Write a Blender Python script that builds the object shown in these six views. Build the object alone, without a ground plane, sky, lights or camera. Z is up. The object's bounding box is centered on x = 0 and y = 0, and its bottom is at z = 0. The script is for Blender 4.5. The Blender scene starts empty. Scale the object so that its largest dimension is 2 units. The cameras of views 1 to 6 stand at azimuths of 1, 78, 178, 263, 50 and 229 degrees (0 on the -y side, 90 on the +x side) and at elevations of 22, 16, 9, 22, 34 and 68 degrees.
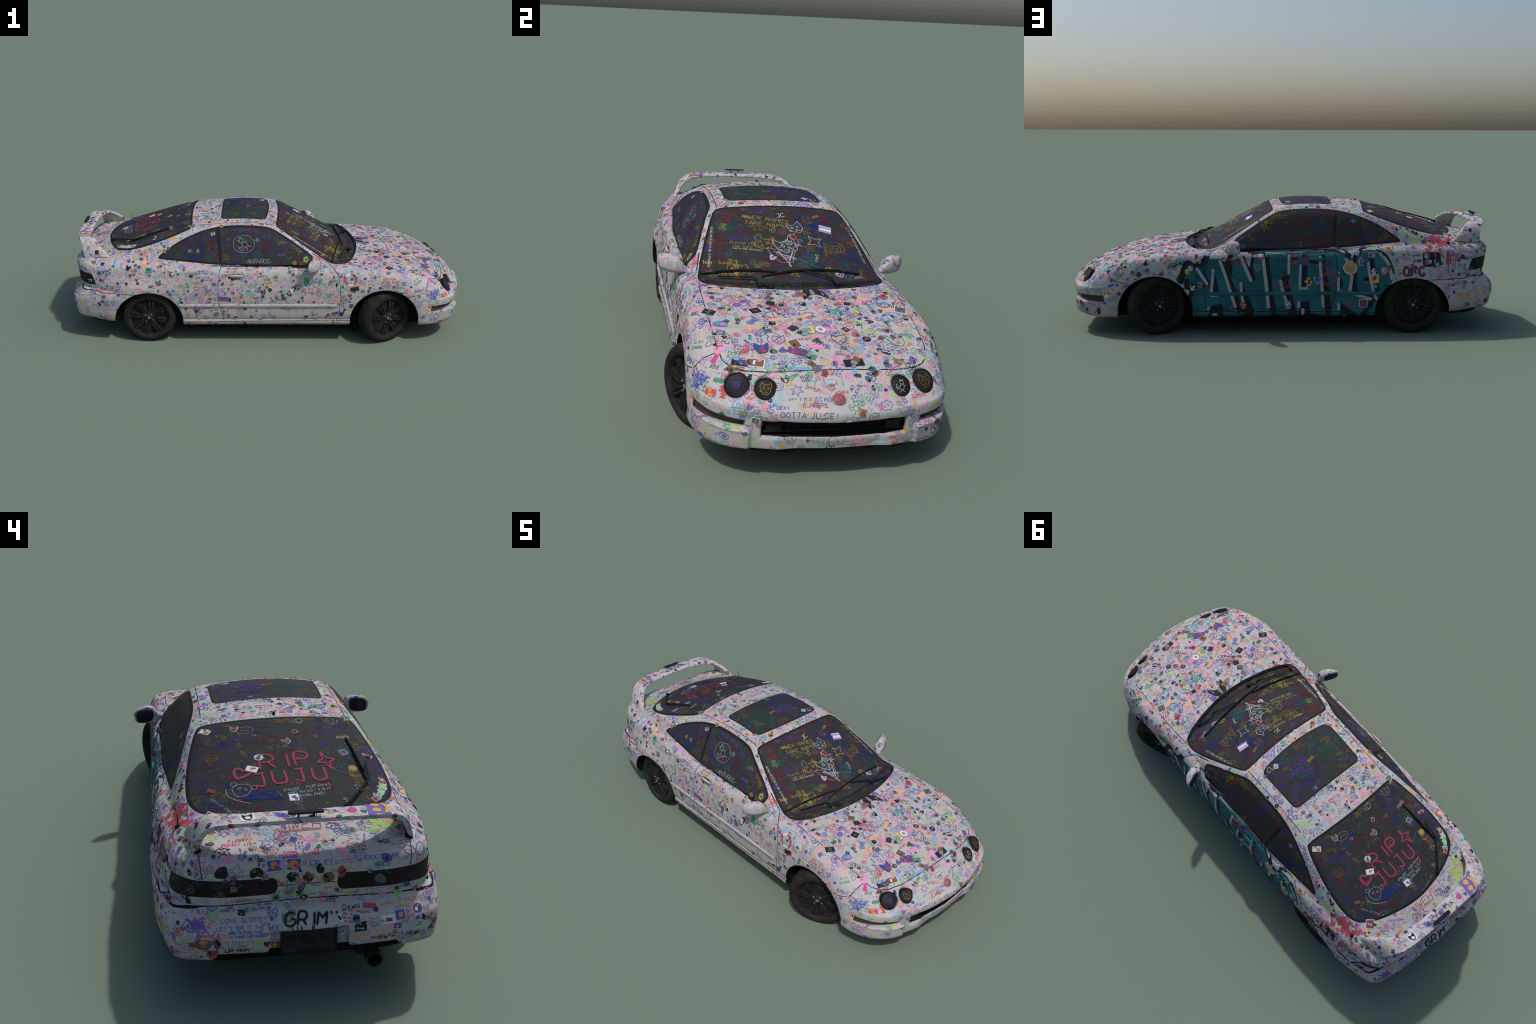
import bpy, bmesh, math, random
import numpy as np
from mathutils import Vector, Matrix
from mathutils.bvhtree import BVHTree

rng = np.random.default_rng(7)

# ---------------------------------------------------------------- helpers
def smax(a, b, k):
    h = np.maximum(k - np.abs(a - b), 0.0) / k
    return np.maximum(a, b) + h * h * k * 0.25

def smin(a, b, k):
    return -smax(-a, -b, k)

def spline(pts, x):
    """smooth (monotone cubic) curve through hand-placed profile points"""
    p = np.array(sorted(pts), float)
    X, Y = p[:, 0], p[:, 1]
    h = np.diff(X); d = np.diff(Y) / h
    m = np.zeros_like(X)
    m[1:-1] = np.where(d[:-1] * d[1:] > 0, 2 * d[:-1] * d[1:] / (d[:-1] + d[1:] + 1e-12 * (d[:-1] + d[1:] == 0)), 0)
    m[0], m[-1] = d[0], d[-1]
    x = np.asarray(x, float)
    i = np.clip(np.searchsorted(X, x) - 1, 0, len(h) - 1)
    t = (x - X[i]) / h[i]
    tc = np.clip(t, 0, 1)
    r = (Y[i] * (1 + 2 * tc) * (1 - tc) ** 2 + h[i] * m[i] * tc * (1 - tc) ** 2
         + Y[i + 1] * tc * tc * (3 - 2 * tc) + h[i] * m[i + 1] * tc * tc * (tc - 1))
    return r + np.where(t < 0, m[0] * (x - X[0]), 0) + np.where(t > 1, m[-1] * (x - X[-1]), 0)

def sstep(a, b, x):
    t = np.clip((x - a) / (b - a), 0, 1)
    return t * t * (3 - 2 * t)

# ---------------------------------------------------------------- body profiles (car frame: +x front, z up)
HOOD = [(.30, .398), (.46, .3905), (.53, .3825), (.612, .3705), (.719, .350), (.768, .3395), (.822, .3235),
        (.86, .317), (.895, .308), (.931, .289), (.97, .253), (1.0, .225)]
NOSE = [(.075, .968), (.085, .979), (.10, .990), (.13, .9935), (.16, .9945), (.19, .998), (.205, 1.0), (.217, .9985), (.2235, .990),
        (.246, .9695), (.28, .931), (.303, .897), (.34, .83), (.40, .70)]
PLAN_F = [(0, 0), (.1, .008), (.2, .030), (.26, .049), (.30, .070), (.34, .107), (.366, .155), (.385, .215), (.40, .25), (.42, .30)]
ROOF = [(.46, .380), (.40, .407), (.33, .438), (.238, .4825), (.116, .543), (.07, .567), (.04, .577), (0, .585), (-.05, .591),
        (-.109, .594), (-.2, .591), (-.282, .5845), (-.365, .577), (-.45, .557), (-.571, .5225), (-.62, .507),
        (-.70, .483), (-.778, .458), (-.841, .437), (-.90, .415), (-.96, .385)]
SIDE = [(.04, .372), (.085, .3805), (.107, .3835), (.15, .3845), (.21, .3870), (.25, .3865), (.27, .3855), (.30, .3815), (.33, .3765),
        (.355, .3705), (.372, .3635), (.386, .3535), (.398, .342), (.42, .312), (.46, .25), (.6, .1)]
REAR = [(.20, .950), (.27, .958), (.30, .967), (.345, .973), (.38, .977), (.40, .971), (.415, .957), (.44, .89), (.6, .55)]
PLAN_R = [(0, .017), (.08, .0165), (.15, .0155), (.2, .016), (.27, .029), (.30, .043), (.335, .076), (.349, .11), (.36, .14), (.375, .185), (.39, .22), (.42, .29)]
BUMP = [(.08, .945), (.10, .965), (.13, .984), (.16, .992), (.2, .999), (.220, .996), (.236, .984), (.250, .970), (.264, .957), (.28, .92)]
PLAN_B = [(0, 0), (.2, .010), (.27, .020), (.31, .030), (.338, .043), (.36, .088), (.378, .155), (.39, .20), (.42, .28)]
ARCHES = [(.579, .113, .166, .160), (-.588, .108, .167, .153)]     # x, z, rx, rz

def body_parts(x, y, z):
    a = np.abs(y)
    # ---- lower body: hood / shoulders / flanks
    nose_w = sstep(.55, .80, x)
    planh = spline([(0, 0), (.2, .033), (.26, .05), (.32, .064), (.40, .09)], a)
    top_f = spline(HOOD, x + nose_w * (.15 + .6 * sstep(.84, .95, x)) * planh) - .07 * a * a
    haunch = (.013 * sstep(-.12, -.45, x) - .002 * sstep(.3, .6, x)) * sstep(.27, .35, z)
    w = spline(SIDE, z - haunch) + spline([(1.0, -.02), (.83, -.004), (.75, .001), (.0, 0), (-.62, 0), (-.72, -.004), (-.80, -.017),
                                           (-.846, -.028), (-.88, -.032), (-.93, -.045), (-1, -.07)], x)
    # the flanks swell a little round the wheels
    w = w + sstep(.36, .28, z) * (.003 * np.exp(-((x - .58) / .14) ** 2) + .009 * np.exp(-((x + .62) / .12) ** 2))
    # soft crease low on the flank, above the sill
    w = w - .002 * np.exp(-((z - .128) / .012) ** 2) - .0045 * np.exp(-((z - .1185) / .0065) ** 2) * sstep(.43, .40, x) * sstep(-.46, -.43, x)
    w = w - .006 * sstep(-.53, -.62, x) * sstep(.28, .34, z)
    f_side = (a - w) * .93
    f_top = (z - np.where(x > .28, top_f, .395 + .022 * sstep(-.1, -.5, x) + .0 * a)) * .96
    corner = .010 * sstep(.228, .244, a) * sstep(.163, .149, z) + .003 * np.exp(-((z - .1515) / .005) ** 2) * sstep(.235, .25, a)
    f_front = (x - spline(NOSE, z) - corner + spline(PLAN_F, a)) * .78
    lower = smax(f_side, f_top, .045 - .018 * sstep(.5, .8, x))
    lower = smax(lower, f_front, .014)
    return lower, a

def field(x, y, z):
    lower, a = body_parts(x, y, z)
    # ---- rear: upper tail and trunk deck
    top_r = spline(ROOF, x) - (.42 + .16 * sstep(.08, .38, x)) * a * a
    f_rear = (-x - spline(REAR, z) + spline(PLAN_R, a)) * .8
    # ---- greenhouse
    side_g = .347 - .53 * (z - .40) - .35 * (z - .40) ** 2 - .06 * (x + .2) ** 2 - .005 * sstep(-.25, -.42, x)
    shoulder = .40 * np.ones_like(x * z)
    g = smax((z - top_r) * .92, (a - side_g) * .87, .035)
    g = np.maximum(g, .392 - z)
    # deck: behind the cabin the roof line falls to the trunk, sides follow the flanks
    deck_side = spline(SIDE, z - .016) - .012 * sstep(-.5, -.8, x) - .02 * sstep(-.7, -.95, x)
    up = smin(lower, g, .008)
    up = smax(up, f_rear, .04)
    up = smax(up, .085 - z, .02)
    # ---- rear bumper
    wb = spline([(.09, .372), (.11, .380), (.16, .387), (.22, .3875), (.243, .384), (.257, .373), (.27, .34)], z)
    wb = wb + .005 * sstep(-.8, -.66, x) - .030 * sstep(-.75, -.93, x) * sstep(.25, .11, z)
    fb = smax((a - wb) * .95, (-x - spline(BUMP, z) + spline(PLAN_B, a)) * .85, .025)
    fb = smax(fb, x + .64, .01)
    zb = .1020 + .020 * sstep(-.77, -.96, x)
    fb = smax(fb, zb - z, .02)
    body = smin(up, fb, .006)
    # ---- bottom line of the front bumper and the sills
    zbot = np.where(x > .7, .081 + .015 * sstep(.84, .985, x), np.where(x > -.5, .082, .09))
    body = smax(body, zbot - z, .007)
    # ---- wheel arches
    for ax, az, rx, rz in ARCHES:
        q = (np.sqrt(((x - ax) / rx) ** 2 + ((np.maximum(z, az - .0) - az) / rz) ** 2) - 1) * .16
        q = np.maximum(q, (.29 if ax > 0 else .338) - a)
        body = smax(body, -q, .008)
    # ---- front air intake and its surround
    bowl_half = .232 - .25 * (z - .105)
    bowl = np.maximum(np.maximum(a - bowl_half, (z - .187)), .955 - x + spline(PLAN_F, a) * .9)
    slope_in = .975 - .0 * z
    bowl = smax(bowl, (spline(NOSE, z) - spline(PLAN_F, a) - .016) - x, .006)
    body = smax(body, -bowl, .006)
    mouth = smax(np.maximum(a - .205, np.abs(z - .160) - .023), .935 - x, .01)
    body = smax(body, -mouth, .010)
    # ---- marker lamp pockets in the front bumper
    pk = np.maximum(np.abs(z - (.171 + .0 * a)) - .0095 - .045 * (a - .25), np.abs(a - .312) - .062)
    pk = np.maximum(pk, (spline(NOSE, z) - spline(PLAN_F, a) - .022) - x)
    body = smax(body, -np.maximum(pk, .80 - x), .004)
    # ---- headlamp scoops
    for hx, hy, hz, r in ((.893, .272, .260, .030), (.918, .195, .258, .027)):
        d = np.sqrt((x - hx) ** 2 * .55 + (a - hy) ** 2 + (z - hz) ** 2 * .9)
        body = smax(body, -(d - r), .016)
    # ---- rear bumper: number plate niche and low vents
    niche = np.maximum(np.maximum(a - .099 + .1 * (z - .2), np.abs(z - .178) - .036), x + .970)
    body = smax(body, -niche, .008)
    vent = np.maximum(np.maximum(a - .245 + .7 * (z - .13), z - .152), x + .955)
    body = smax(body, -vent, .006)
    # ---- sunken cowl between the bonnet's rear edge and the glass
    xh = .466 - .62 * a * a - 1.6 * a ** 4
    cowl = np.maximum(np.maximum(x - xh + .004, xh - .052 - x), a - .29)
    body = smax(body, -smax(cowl, spline(HOOD, x) - .008 - .16 * np.maximum(xh - x, 0) - .06 * a * a - z, .006), .006)
    return body

# ---------------------------------------------------------------- polygonise the body (surface nets)
def polygonise(step=.005):
    xs = np.arange(-1.03, 1.03, step); ys = np.arange(-.42, .42 + step / 2, step); zs = np.arange(.05, .64, step)
    nh = len(ys) // 2
    yh = ys[nh:] if len(ys) % 2 else ys[nh:]
    F = np.empty((len(xs), len(ys), len(zs)), np.float32)
    for i0 in range(0, len(xs), 40):                      # slabs keep memory low
        X = xs[i0:i0 + 40][:, None, None]
        half = field(X, yh[None, :, None], zs[None, None, :])
        half = np.broadcast_to(half, (X.shape[0], len(yh), len(zs)))
        F[i0:i0 + 40, nh:] = half
        F[i0:i0 + 40, :nh] = half[:, ::-1][:, :nh]
    s = F < 0
    n = [a - 1 for a in F.shape]
    acc = np.zeros(n + [3], np.float32); cnt = np.zeros(n, np.float32)
    corners = [(i, j, k) for i in (0, 1) for j in (0, 1) for k in (0, 1)]
    sl = lambda c: tuple(slice(o, o + m) for o, m in zip(c, n))
    for a in corners:
        for ax in range(3):
            if a[ax]: continue
            b = list(a); b[ax] = 1; b = tuple(b)
            fa, fb = F[sl(a)], F[sl(b)]
            cross = (fa < 0) != (fb < 0)
            idx = np.nonzero(cross)
            t = fa[idx] / (fa[idx] - fb[idx])
            p = np.tile(np.array(a, np.float32), (len(t), 1)); p[:, ax] += t
            acc[idx] += p; cnt[idx] += 1
    cells = np.nonzero(cnt > 0)
    vid = -np.ones(n, np.int64); vid[cells] = np.arange(len(cells[0]))
    V = acc[cells] / cnt[cells][:, None] + np.stack(cells, 1)
    V = V * step + np.array([xs[0], ys[0], zs[0]])
    quads = []
    for ax in range(3):
        o1, o2 = [q for q in range(3) if q != ax]
        A = [slice(1, m) for m in n]; A[ax] = slice(0, n[ax])
        B = list(A); B[ax] = slice(1, n[ax] + 1)
        sa, sb = s[tuple(A)], s[tuple(B)]
        for flip in (0, 1):
            I = np.nonzero(sa & ~sb if not flip else ~sa & sb)
            I = [q.copy() for q in I]
            for o in (o1, o2): I[o] += 1
            def at(d1, d2):
                J = [q.copy() for q in I]; J[o1] -= d1; J[o2] -= d2
                return vid[tuple(J)]
            q = np.stack([at(1, 1), at(0, 1), at(0, 0), at(1, 0)], 1)
            if (ax == 1) != bool(flip): q = q[:, ::-1]
            quads.append(q)
    return V, np.concatenate(quads)

def gradient(P, h=.0015):
    g = np.empty_like(P)
    for a in range(3):
        d = np.zeros(3); d[a] = h
        A, B = P + d, P - d
        g[:, a] = (field(A[:, 0], A[:, 1], A[:, 2]) - field(B[:, 0], B[:, 1], B[:, 2])) / (2 * h)
    return g

def settle(P, steps=3):
    """slide points onto the surface along the gradient"""
    for _ in range(steps):
        g = gradient(P); f = field(P[:, 0], P[:, 1], P[:, 2])
        d = f / np.maximum((g * g).sum(1), .15)
        P = P - np.clip(d, -.003, .003)[:, None] * g
    return P

def unit(v):
    return v / np.maximum(np.linalg.norm(v, axis=-1, keepdims=True), 1e-9)

def cut(V, T, L, s, eps=1e-5):
    """split triangles where the scalar s (per vertex) changes sign"""
    s = np.where(np.abs(s) < eps, 0, s)
    st = np.sign(s)[T]
    lo, hi = st.min(1), st.max(1)
    hit = (lo < 0) & (hi > 0)
    keepT, keepL = T[~hit], L[~hit]
    T, L = T[hit], L[hit]
    if not len(T): return V, keepT, keepL, s
    E = np.sort(np.concatenate([T[:, [0, 1]], T[:, [1, 2]], T[:, [2, 0]]]), 1)
    E = E[(s[E[:, 0]] * s[E[:, 1]]) < 0]
    key = E[:, 0] * len(V) + E[:, 1]
    key, first = np.unique(key, return_index=True); E = E[first]
    t = s[E[:, 0]] / (s[E[:, 0]] - s[E[:, 1]])
    NV = V[E[:, 0]] * (1 - t)[:, None] + V[E[:, 1]] * t[:, None]
    base = len(V)
    def mid(a, b):
        k = np.minimum(a, b) * base + np.maximum(a, b)
        return base + np.searchsorted(key, k)
    st = np.sign(s)[T]
    newT, newL = [], []
    nz = (st == 0).sum(1)
    one = nz == 1                                       # a corner on the line: two pieces
    for r in range(3):
        m = one & (st[:, r] == 0)
        a, b, c = T[m, r], T[m, (r + 1) % 3], T[m, (r + 2) % 3]
        p = mid(b, c)
        newT += [np.stack([a, b, p], 1), np.stack([a, p, c], 1)]; newL += [L[m], L[m]]
    for r in range(3):                                  # one corner alone on its side: three pieces
        m = (nz == 0) & (st[:, r] != st[:, (r + 1) % 3]) & (st[:, r] != st[:, (r + 2) % 3])
        a, b, c = T[m, r], T[m, (r + 1) % 3], T[m, (r + 2) % 3]
        p, q = mid(a, b), mid(a, c)
        newT += [np.stack([a, p, q], 1), np.stack([p, b, c], 1), np.stack([p, c, q], 1)]; newL += [L[m]] * 3
    V = np.concatenate([V, NV]); s = np.concatenate([s, np.zeros(len(NV))])
    return V, np.concatenate([keepT] + newT), np.concatenate([keepL] + newL), s

def outline(pts, n=14, closed=True, tension=.5):
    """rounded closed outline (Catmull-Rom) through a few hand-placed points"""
    p = np.array(pts, float); m = len(p); out = []
    for i in range(m):
        a, b, c, d = p[(i - 1) % m], p[i], p[(i + 1) % m], p[(i + 2) % m]
        for t in np.arange(n) / n:
            out.append(b * (2*t**3 - 3*t*t + 1) + tension * (c - a) * (t**3 - 2*t*t + t) + c * (-2*t**3 + 3*t*t) + tension * (d - b) * (t**3 - t*t))
    return np.array(out)

def rounded(pts, r, n=6):
    """polygon with straight sides and corners rounded by r (a number or one per corner)"""
    p = np.array(pts, float); m = len(p); out = []
    rr = [r] * m if np.isscalar(r) else r
    for i in range(m):
        a, b, c = p[i - 1], p[i], p[(i + 1) % m]
        u, v = a - b, c - b
        lu, lv = np.linalg.norm(u), np.linalg.norm(v)
        q = min(rr[i], .48 * lu, .48 * lv)
        A, B = b + u / lu * q, b + v / lv * q
        for t in np.linspace(0, 1, n):
            out.append(A * (1 - t) ** 2 + 2 * b * t * (1 - t) + B * t * t)
    return np.array(out)

def poly_sdf(P, poly):
    """signed distance (inside negative) of 2-D points to a closed polygon"""
    P = np.asarray(P, float); d = np.full(len(P), 1e9); ins = np.zeros(len(P), bool)
    lo, hi = poly.min(0) - .03, poly.max(0) + .03
    near = ((P > lo) & (P < hi)).all(1)
    Q = P[near]; dd = np.full(len(Q), 1e9); ii = np.zeros(len(Q), bool)
    for a, b in zip(poly, np.roll(poly, -1, 0)):
        e = b - a; ee = e @ e
        if ee < 1e-14: continue
        w = Q - a
        t = np.clip(w @ e / ee, 0, 1)
        r = w - t[:, None] * e
        dd = np.minimum(dd, (r * r).sum(1))
        c = (a[1] > Q[:, 1]) != (b[1] > Q[:, 1])
        ii ^= c & (Q[:, 0] < (b[0] - a[0]) * (Q[:, 1] - a[1]) / (b[1] - a[1] + 1e-15) + a[0])
    d[near] = np.sqrt(dd); ins[near] = ii
    return np.where(ins, -d, d)

def line_sdf(P, line):
    """unsigned distance to an open polyline"""
    line = np.array(line, float); dd = np.full(len(P), 1e9)
    lo, hi = line.min(0) - .03, line.max(0) + .03
    near = ((P > lo) & (P < hi)).all(1); Q = P[near]; m = np.full(len(Q), 1e9)
    for a, b in zip(line[:-1], line[1:]):
        e = b - a; w = Q - a
        t = np.clip(w @ e / (e @ e), 0, 1); r = w - t[:, None] * e
        m = np.minimum(m, (r * r).sum(1))
    dd[near] = np.sqrt(m)
    return dd

# ---------------------------------------------------------------- materials
def mat(name, col, rough=.6, spec=.3, metal=0.0, var=.0, scale=60, bump=0.0, tint=None):
    m = bpy.data.materials.new(name); m.use_nodes = True
    nt = m.node_tree; b = nt.nodes['Principled BSDF']
    b.inputs['Base Color'].default_value = (*col, 1)
    b.inputs['Roughness'].default_value = rough
    b.inputs['Specular IOR Level'].default_value = spec
    b.inputs['Metallic'].default_value = metal
    if var or bump or tint:
        tc = nt.nodes.new('ShaderNodeTexCoord')
        nz = nt.nodes.new('ShaderNodeTexNoise'); nz.inputs['Scale'].default_value = scale; nz.inputs['Detail'].default_value = 4
        nt.links.new(tc.outputs['Object'], nz.inputs['Vector'])
        if var or tint:
            mx = nt.nodes.new('ShaderNodeMix'); mx.data_type = 'RGBA'
            t = tint or tuple(c * (1 - var) for c in col)
            mx.inputs['A'].default_value = (*t, 1)
            mx.inputs['B'].default_value = (*(min(1, c * (1 + var)) for c in col), 1)
            rp = nt.nodes.new('ShaderNodeMapRange'); rp.inputs[1].default_value = .35; rp.inputs[2].default_value = .65
            nt.links.new(nz.outputs['Fac'], rp.inputs[0]); nt.links.new(rp.outputs[0], mx.inputs['Factor'])
            nt.links.new(mx.outputs['Result'], b.inputs['Base Color'])
        if bump:
            bp = nt.nodes.new('ShaderNodeBump'); bp.inputs['Strength'].default_value = bump; bp.inputs['Distance'].default_value = .002
            nt.links.new(nz.outputs['Fac'], bp.inputs['Height']); nt.links.new(bp.outputs[0], b.inputs['Normal'])
    return m

def doodle_material(name, base, inks, cover=.5, scale=1.0, rough=.55, spec=.3, low_tint=0):
    """base coat under a haze of small faded pen marks: thin contour lines of noise in cells of different inks"""
    m = bpy.data.materials.new(name); m.use_nodes = True
    nt = m.node_tree; N, L = nt.nodes, nt.links; b = N['Principled BSDF']
    b.inputs['Roughness'].default_value = rough; b.inputs['Specular IOR Level'].default_value = spec
    tc = N.new('ShaderNodeTexCoord')
    def math(op, a, v=None, clamp=False):
        n = N.new('ShaderNodeMath'); n.operation = op; n.use_clamp = clamp
        for i, q in enumerate((a, v)):
            if q is None: continue
            if isinstance(q, (int, float)): n.inputs[i].default_value = q
            else: L.new(q, n.inputs[i])
        return n.outputs[0]
    def noise(s, det=2, off=0):
        mp = N.new('ShaderNodeMapping'); mp.inputs['Location'].default_value = (off, off * .7, -off)
        L.new(tc.outputs['Object'], mp.inputs['Vector'])
        n = N.new('ShaderNodeTexNoise'); n.inputs['Scale'].default_value = s; n.inputs['Detail'].default_value = det
        L.new(mp.outputs[0], n.inputs['Vector']); return n
    col = None
    wash = noise(7, 3, 2)
    mx = N.new('ShaderNodeMix'); mx.data_type = 'RGBA'
    mx.inputs['A'].default_value = (*(c * .95 for c in base), 1); mx.inputs['B'].default_value = (*(min(1, c * 1.04) for c in base), 1)
    L.new(wash.outputs['Fac'], mx.inputs['Factor']); col = mx.outputs['Result']
    for layer, (cs, ls, w) in enumerate(((34, 150, .020), (52, 230, .024), (80, 330, .03))):
        wob = noise(60 * scale, 2, 5 + layer)
        add = N.new('ShaderNodeVectorMath'); add.operation = 'MULTIPLY_ADD'
        L.new(wob.outputs['Color'], add.inputs[0]); add.inputs[1].default_value = (.02,) * 3; L.new(tc.outputs['Object'], add.inputs[2])
        vo = N.new('ShaderNodeTexVoronoi'); vo.inputs['Scale'].default_value = cs * scale
        L.new(add.outputs[0], vo.inputs['Vector'])
        sep = N.new('ShaderNodeSeparateColor'); L.new(vo.outputs['Color'], sep.inputs[0])
        rp = N.new('ShaderNodeValToRGB'); rp.color_ramp.interpolation = 'CONSTANT'
        el = rp.color_ramp.elements
        k = len(inks)
        el[0].position = 0; el[0].color = (*inks[0], 1); el[1].position = 1 / k; el[1].color = (*inks[1], 1)
        for i in range(2, k):
            e = el.new(i / k); e.color = (*inks[i], 1)
        L.new(sep.outputs[0], rp.inputs[0])
        nz = noise(ls * scale, 1, 9 + 3 * layer)
        line = math('LESS_THAN', math('ABSOLUTE', math('SUBTRACT', nz.outputs['Fac'], .5)), w)
        present = math('LESS_THAN', sep.outputs[1], cover)
        edge = math('LESS_THAN', vo.outputs['Distance'], .62)
        f = math('MULTIPLY', math('MULTIPLY', line, present), math('MULTIPLY', edge, .55))
        mx = N.new('ShaderNodeMix'); mx.data_type = 'RGBA'
        L.new(f, mx.inputs['Factor']); L.new(col, mx.inputs['A']); L.new(rp.outputs[0], mx.inputs['B'])
        col = mx.outputs['Result']
    if low_tint:
        # warm grey-brown tint, stronger towards the bottom, broken up by noise
        sx = N.new('ShaderNodeSeparateXYZ'); L.new(tc.outputs['Object'], sx.inputs[0])
        nz = noise(9, 4, 4)
        h = math('ADD', sx.outputs['Z'], math('MULTIPLY', math('SUBTRACT', nz.outputs['Fac'], .5), .14))
        mr = N.new('ShaderNodeMapRange'); mr.inputs[1].default_value = .09; mr.inputs[2].default_value = .20; mr.inputs[3].default_value = low_tint; mr.inputs[4].default_value = 0
        L.new(h, mr.inputs[0])
        mx = N.new('ShaderNodeMix'); mx.data_type = 'RGBA'; mx.inputs['B'].default_value = (.30, .27, .235, 1)
        L.new(mr.outputs[0], mx.inputs['Factor']); L.new(col, mx.inputs['A']); col = mx.outputs['Result']
    L.new(col, b.inputs['Base Color'])
    return m

INK = dict(red=(.50, .055, .075), crimson=(.40, .03, .07), blue=(.045, .075, .42), navy=(.03, .04, .20), violet=(.16, .09, .42), lilac=(.36, .24, .62),
           green=(.03, .27, .16), teal=(.05, .36, .33), cyan=(.22, .58, .70), sky=(.16, .38, .70), pink=(.85, .28, .55), rose=(.80, .25, .32),
           peach=(.95, .42, .26), ochre=(.62, .36, .06), yellow=(.75, .62, .12), lime=(.36, .62, .14), black=(.022, .022, .026),
           grey=(.22, .22, .24), brown=(.17, .075, .035), white=(.66, .66, .68), plum=(.14, .03, .16), orange=(.75, .24, .04), magenta=(.55, .03, .25),
           mural=(.021, .124, .143), ice=(.40, .47, .56), haze=(.35, .385, .43),
           darkred=(.22, .03, .04), darkgreen=(.03, .11, .06), rust=(.30, .10, .04), slate=(.08, .11, .17), umber=(.20, .13, .07), darkteal=(.03, .14, .15), char=(.045, .042, .045), tan=(.36, .25, .17))
PAINT_BASE = (.455, .440, .443)
PAINT = doodle_material('marker_covered_white_paint', PAINT_BASE,
        [INK[k] for k in ('red', 'blue', 'violet', 'teal', 'lilac', 'pink', 'cyan', 'ochre', 'green', 'rose', 'peach', 'sky')], cover=.22, rough=.7, spec=.12, low_tint=.55)
GLASSY = doodle_material('chalk_marked_dark_glass', (.033, .033, .0355),
        [tuple(c * f for c in INK[k]) for k, f in (('violet', .7), ('blue', .7), ('teal', .5), ('crimson', .6), ('ochre', .5), ('green', .7), ('violet', .5), ('grey', .5))], cover=.10, scale=.8, rough=.75, spec=.10)
TRIM = mat('black_rubber', (.016, .016, .018), .75, .12, var=.2)
BLACK = mat('black_underside', (.011, .011, .011), .9, .1, var=.3, scale=30)  # plain black; beneath the car it copies shadow baked in by the scan
GAP = mat('panel_gap_shadow_black', (.02, .02, .022), .9, .1)
TYRE = mat('worn_tyre_rubber', (.0245, .0232, .022), .9, .1, var=.3, scale=25, bump=.4)
RIM = mat('dull_black_alloy', (.0215, .0207, .020), .85, .1, var=.35, scale=40, bump=.2)
LAMP = mat('smoked_lamp_lens', (.020, .019, .021), .55, .15, var=.3, scale=30)
AMBER = mat('dusty_amber_lens', (.075, .058, .05), .7, .15, tint=(.045, .040, .038), scale=45)
TAIL = mat('smoked_tail_lens', (.018, .015, .016), .6, .12, var=.3, scale=25)
STEEL = mat('sooty_steel', (.03, .028, .026), .55, .4, .4, var=.4, scale=50, bump=.5)
GREYPART = mat('scuffed_grey_metal', (.20, .20, .21), .5, .4, .2, var=.3, scale=60)
MURALPAINT = mat('teal_spray_paint', INK['mural'], .6, .15, var=.32, scale=7)
DULL = lambda c, f=.16: tuple(q * (1 - f) + .24 * f for q in c)
INKMAT = {k: mat(k + '_marker', DULL(v) if k not in ('black', 'char', 'white', 'ice', 'haze') else v, .7, .12) for k, v in INK.items()}

# ---------------------------------------------------------------- object bookkeeping
scene = bpy.context.scene
ROLL = math.radians(1.15)            # the car leans a little towards its left side
car = bpy.data.objects.new('car', None); scene.collection.objects.link(car)
car['label'] = 'small white two-door coupe covered all over in marker doodles'
car['category'] = 'car'
car.rotation_euler = (-ROLL, 0, -.0015)      # and stands a touch askew
car.location = (0, -.005 - .2 * math.sin(ROLL), .2 - .2 * math.cos(ROLL))

def place(name, me, parent=None, mats=(), smooth=True, kind=None):
    ob = bpy.data.objects.new(name, me); scene.collection.objects.link(ob)
    ob.parent = parent or car
    for m in mats: me.materials.append(m)
    if smooth and len(me.polygons): me.polygons.foreach_set('use_smooth', [True] * len(me.polygons))
    if kind: ob['kind'] = kind
    return ob

def mesh_from(name, V, F, mi=None):
    me = bpy.data.meshes.new(name); me.from_pydata(np.asarray(V).tolist(), [], [list(map(int, f)) for f in F]); me.update()
    if mi is not None: me.polygons.foreach_set('material_index', np.asarray(mi, np.int32))
    return me

def sub_mesh(name, V, N, T, parent=None, mats=(), push=0.0, mi=None):
    """a region of the body as an object: keeps the body's vertex normals so no seam shows"""
    used, inv = np.unique(T, return_inverse=True)
    P = V[used] + push * N[used]
    me = bpy.data.meshes.new(name)
    T2 = inv.reshape(-1, 3)
    me.vertices.add(len(P)); me.vertices.foreach_set('co', P.astype(np.float32).ravel())
    me.loops.add(T2.size); me.loops.foreach_set('vertex_index', T2.astype(np.int32).ravel())
    me.polygons.add(len(T2)); me.polygons.foreach_set('loop_start', np.arange(0, T2.size, 3, dtype=np.int32))
    if mi is not None: me.polygons.foreach_set('material_index', mi.astype(np.int32))
    me.update(calc_edges=True); me.validate()
    ob = place(name, me, parent, mats)
    me.normals_split_custom_set_from_vertices(N[used].tolist())
    return ob

def mirror_y(p):
    p = np.array(p, float); q = p[::-1].copy(); q[:, 1] *= -1
    return np.concatenate([p, q[1:-1] if abs(p[0, 1]) < 1e-9 and abs(p[-1, 1]) < 1e-9 else q])

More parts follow.
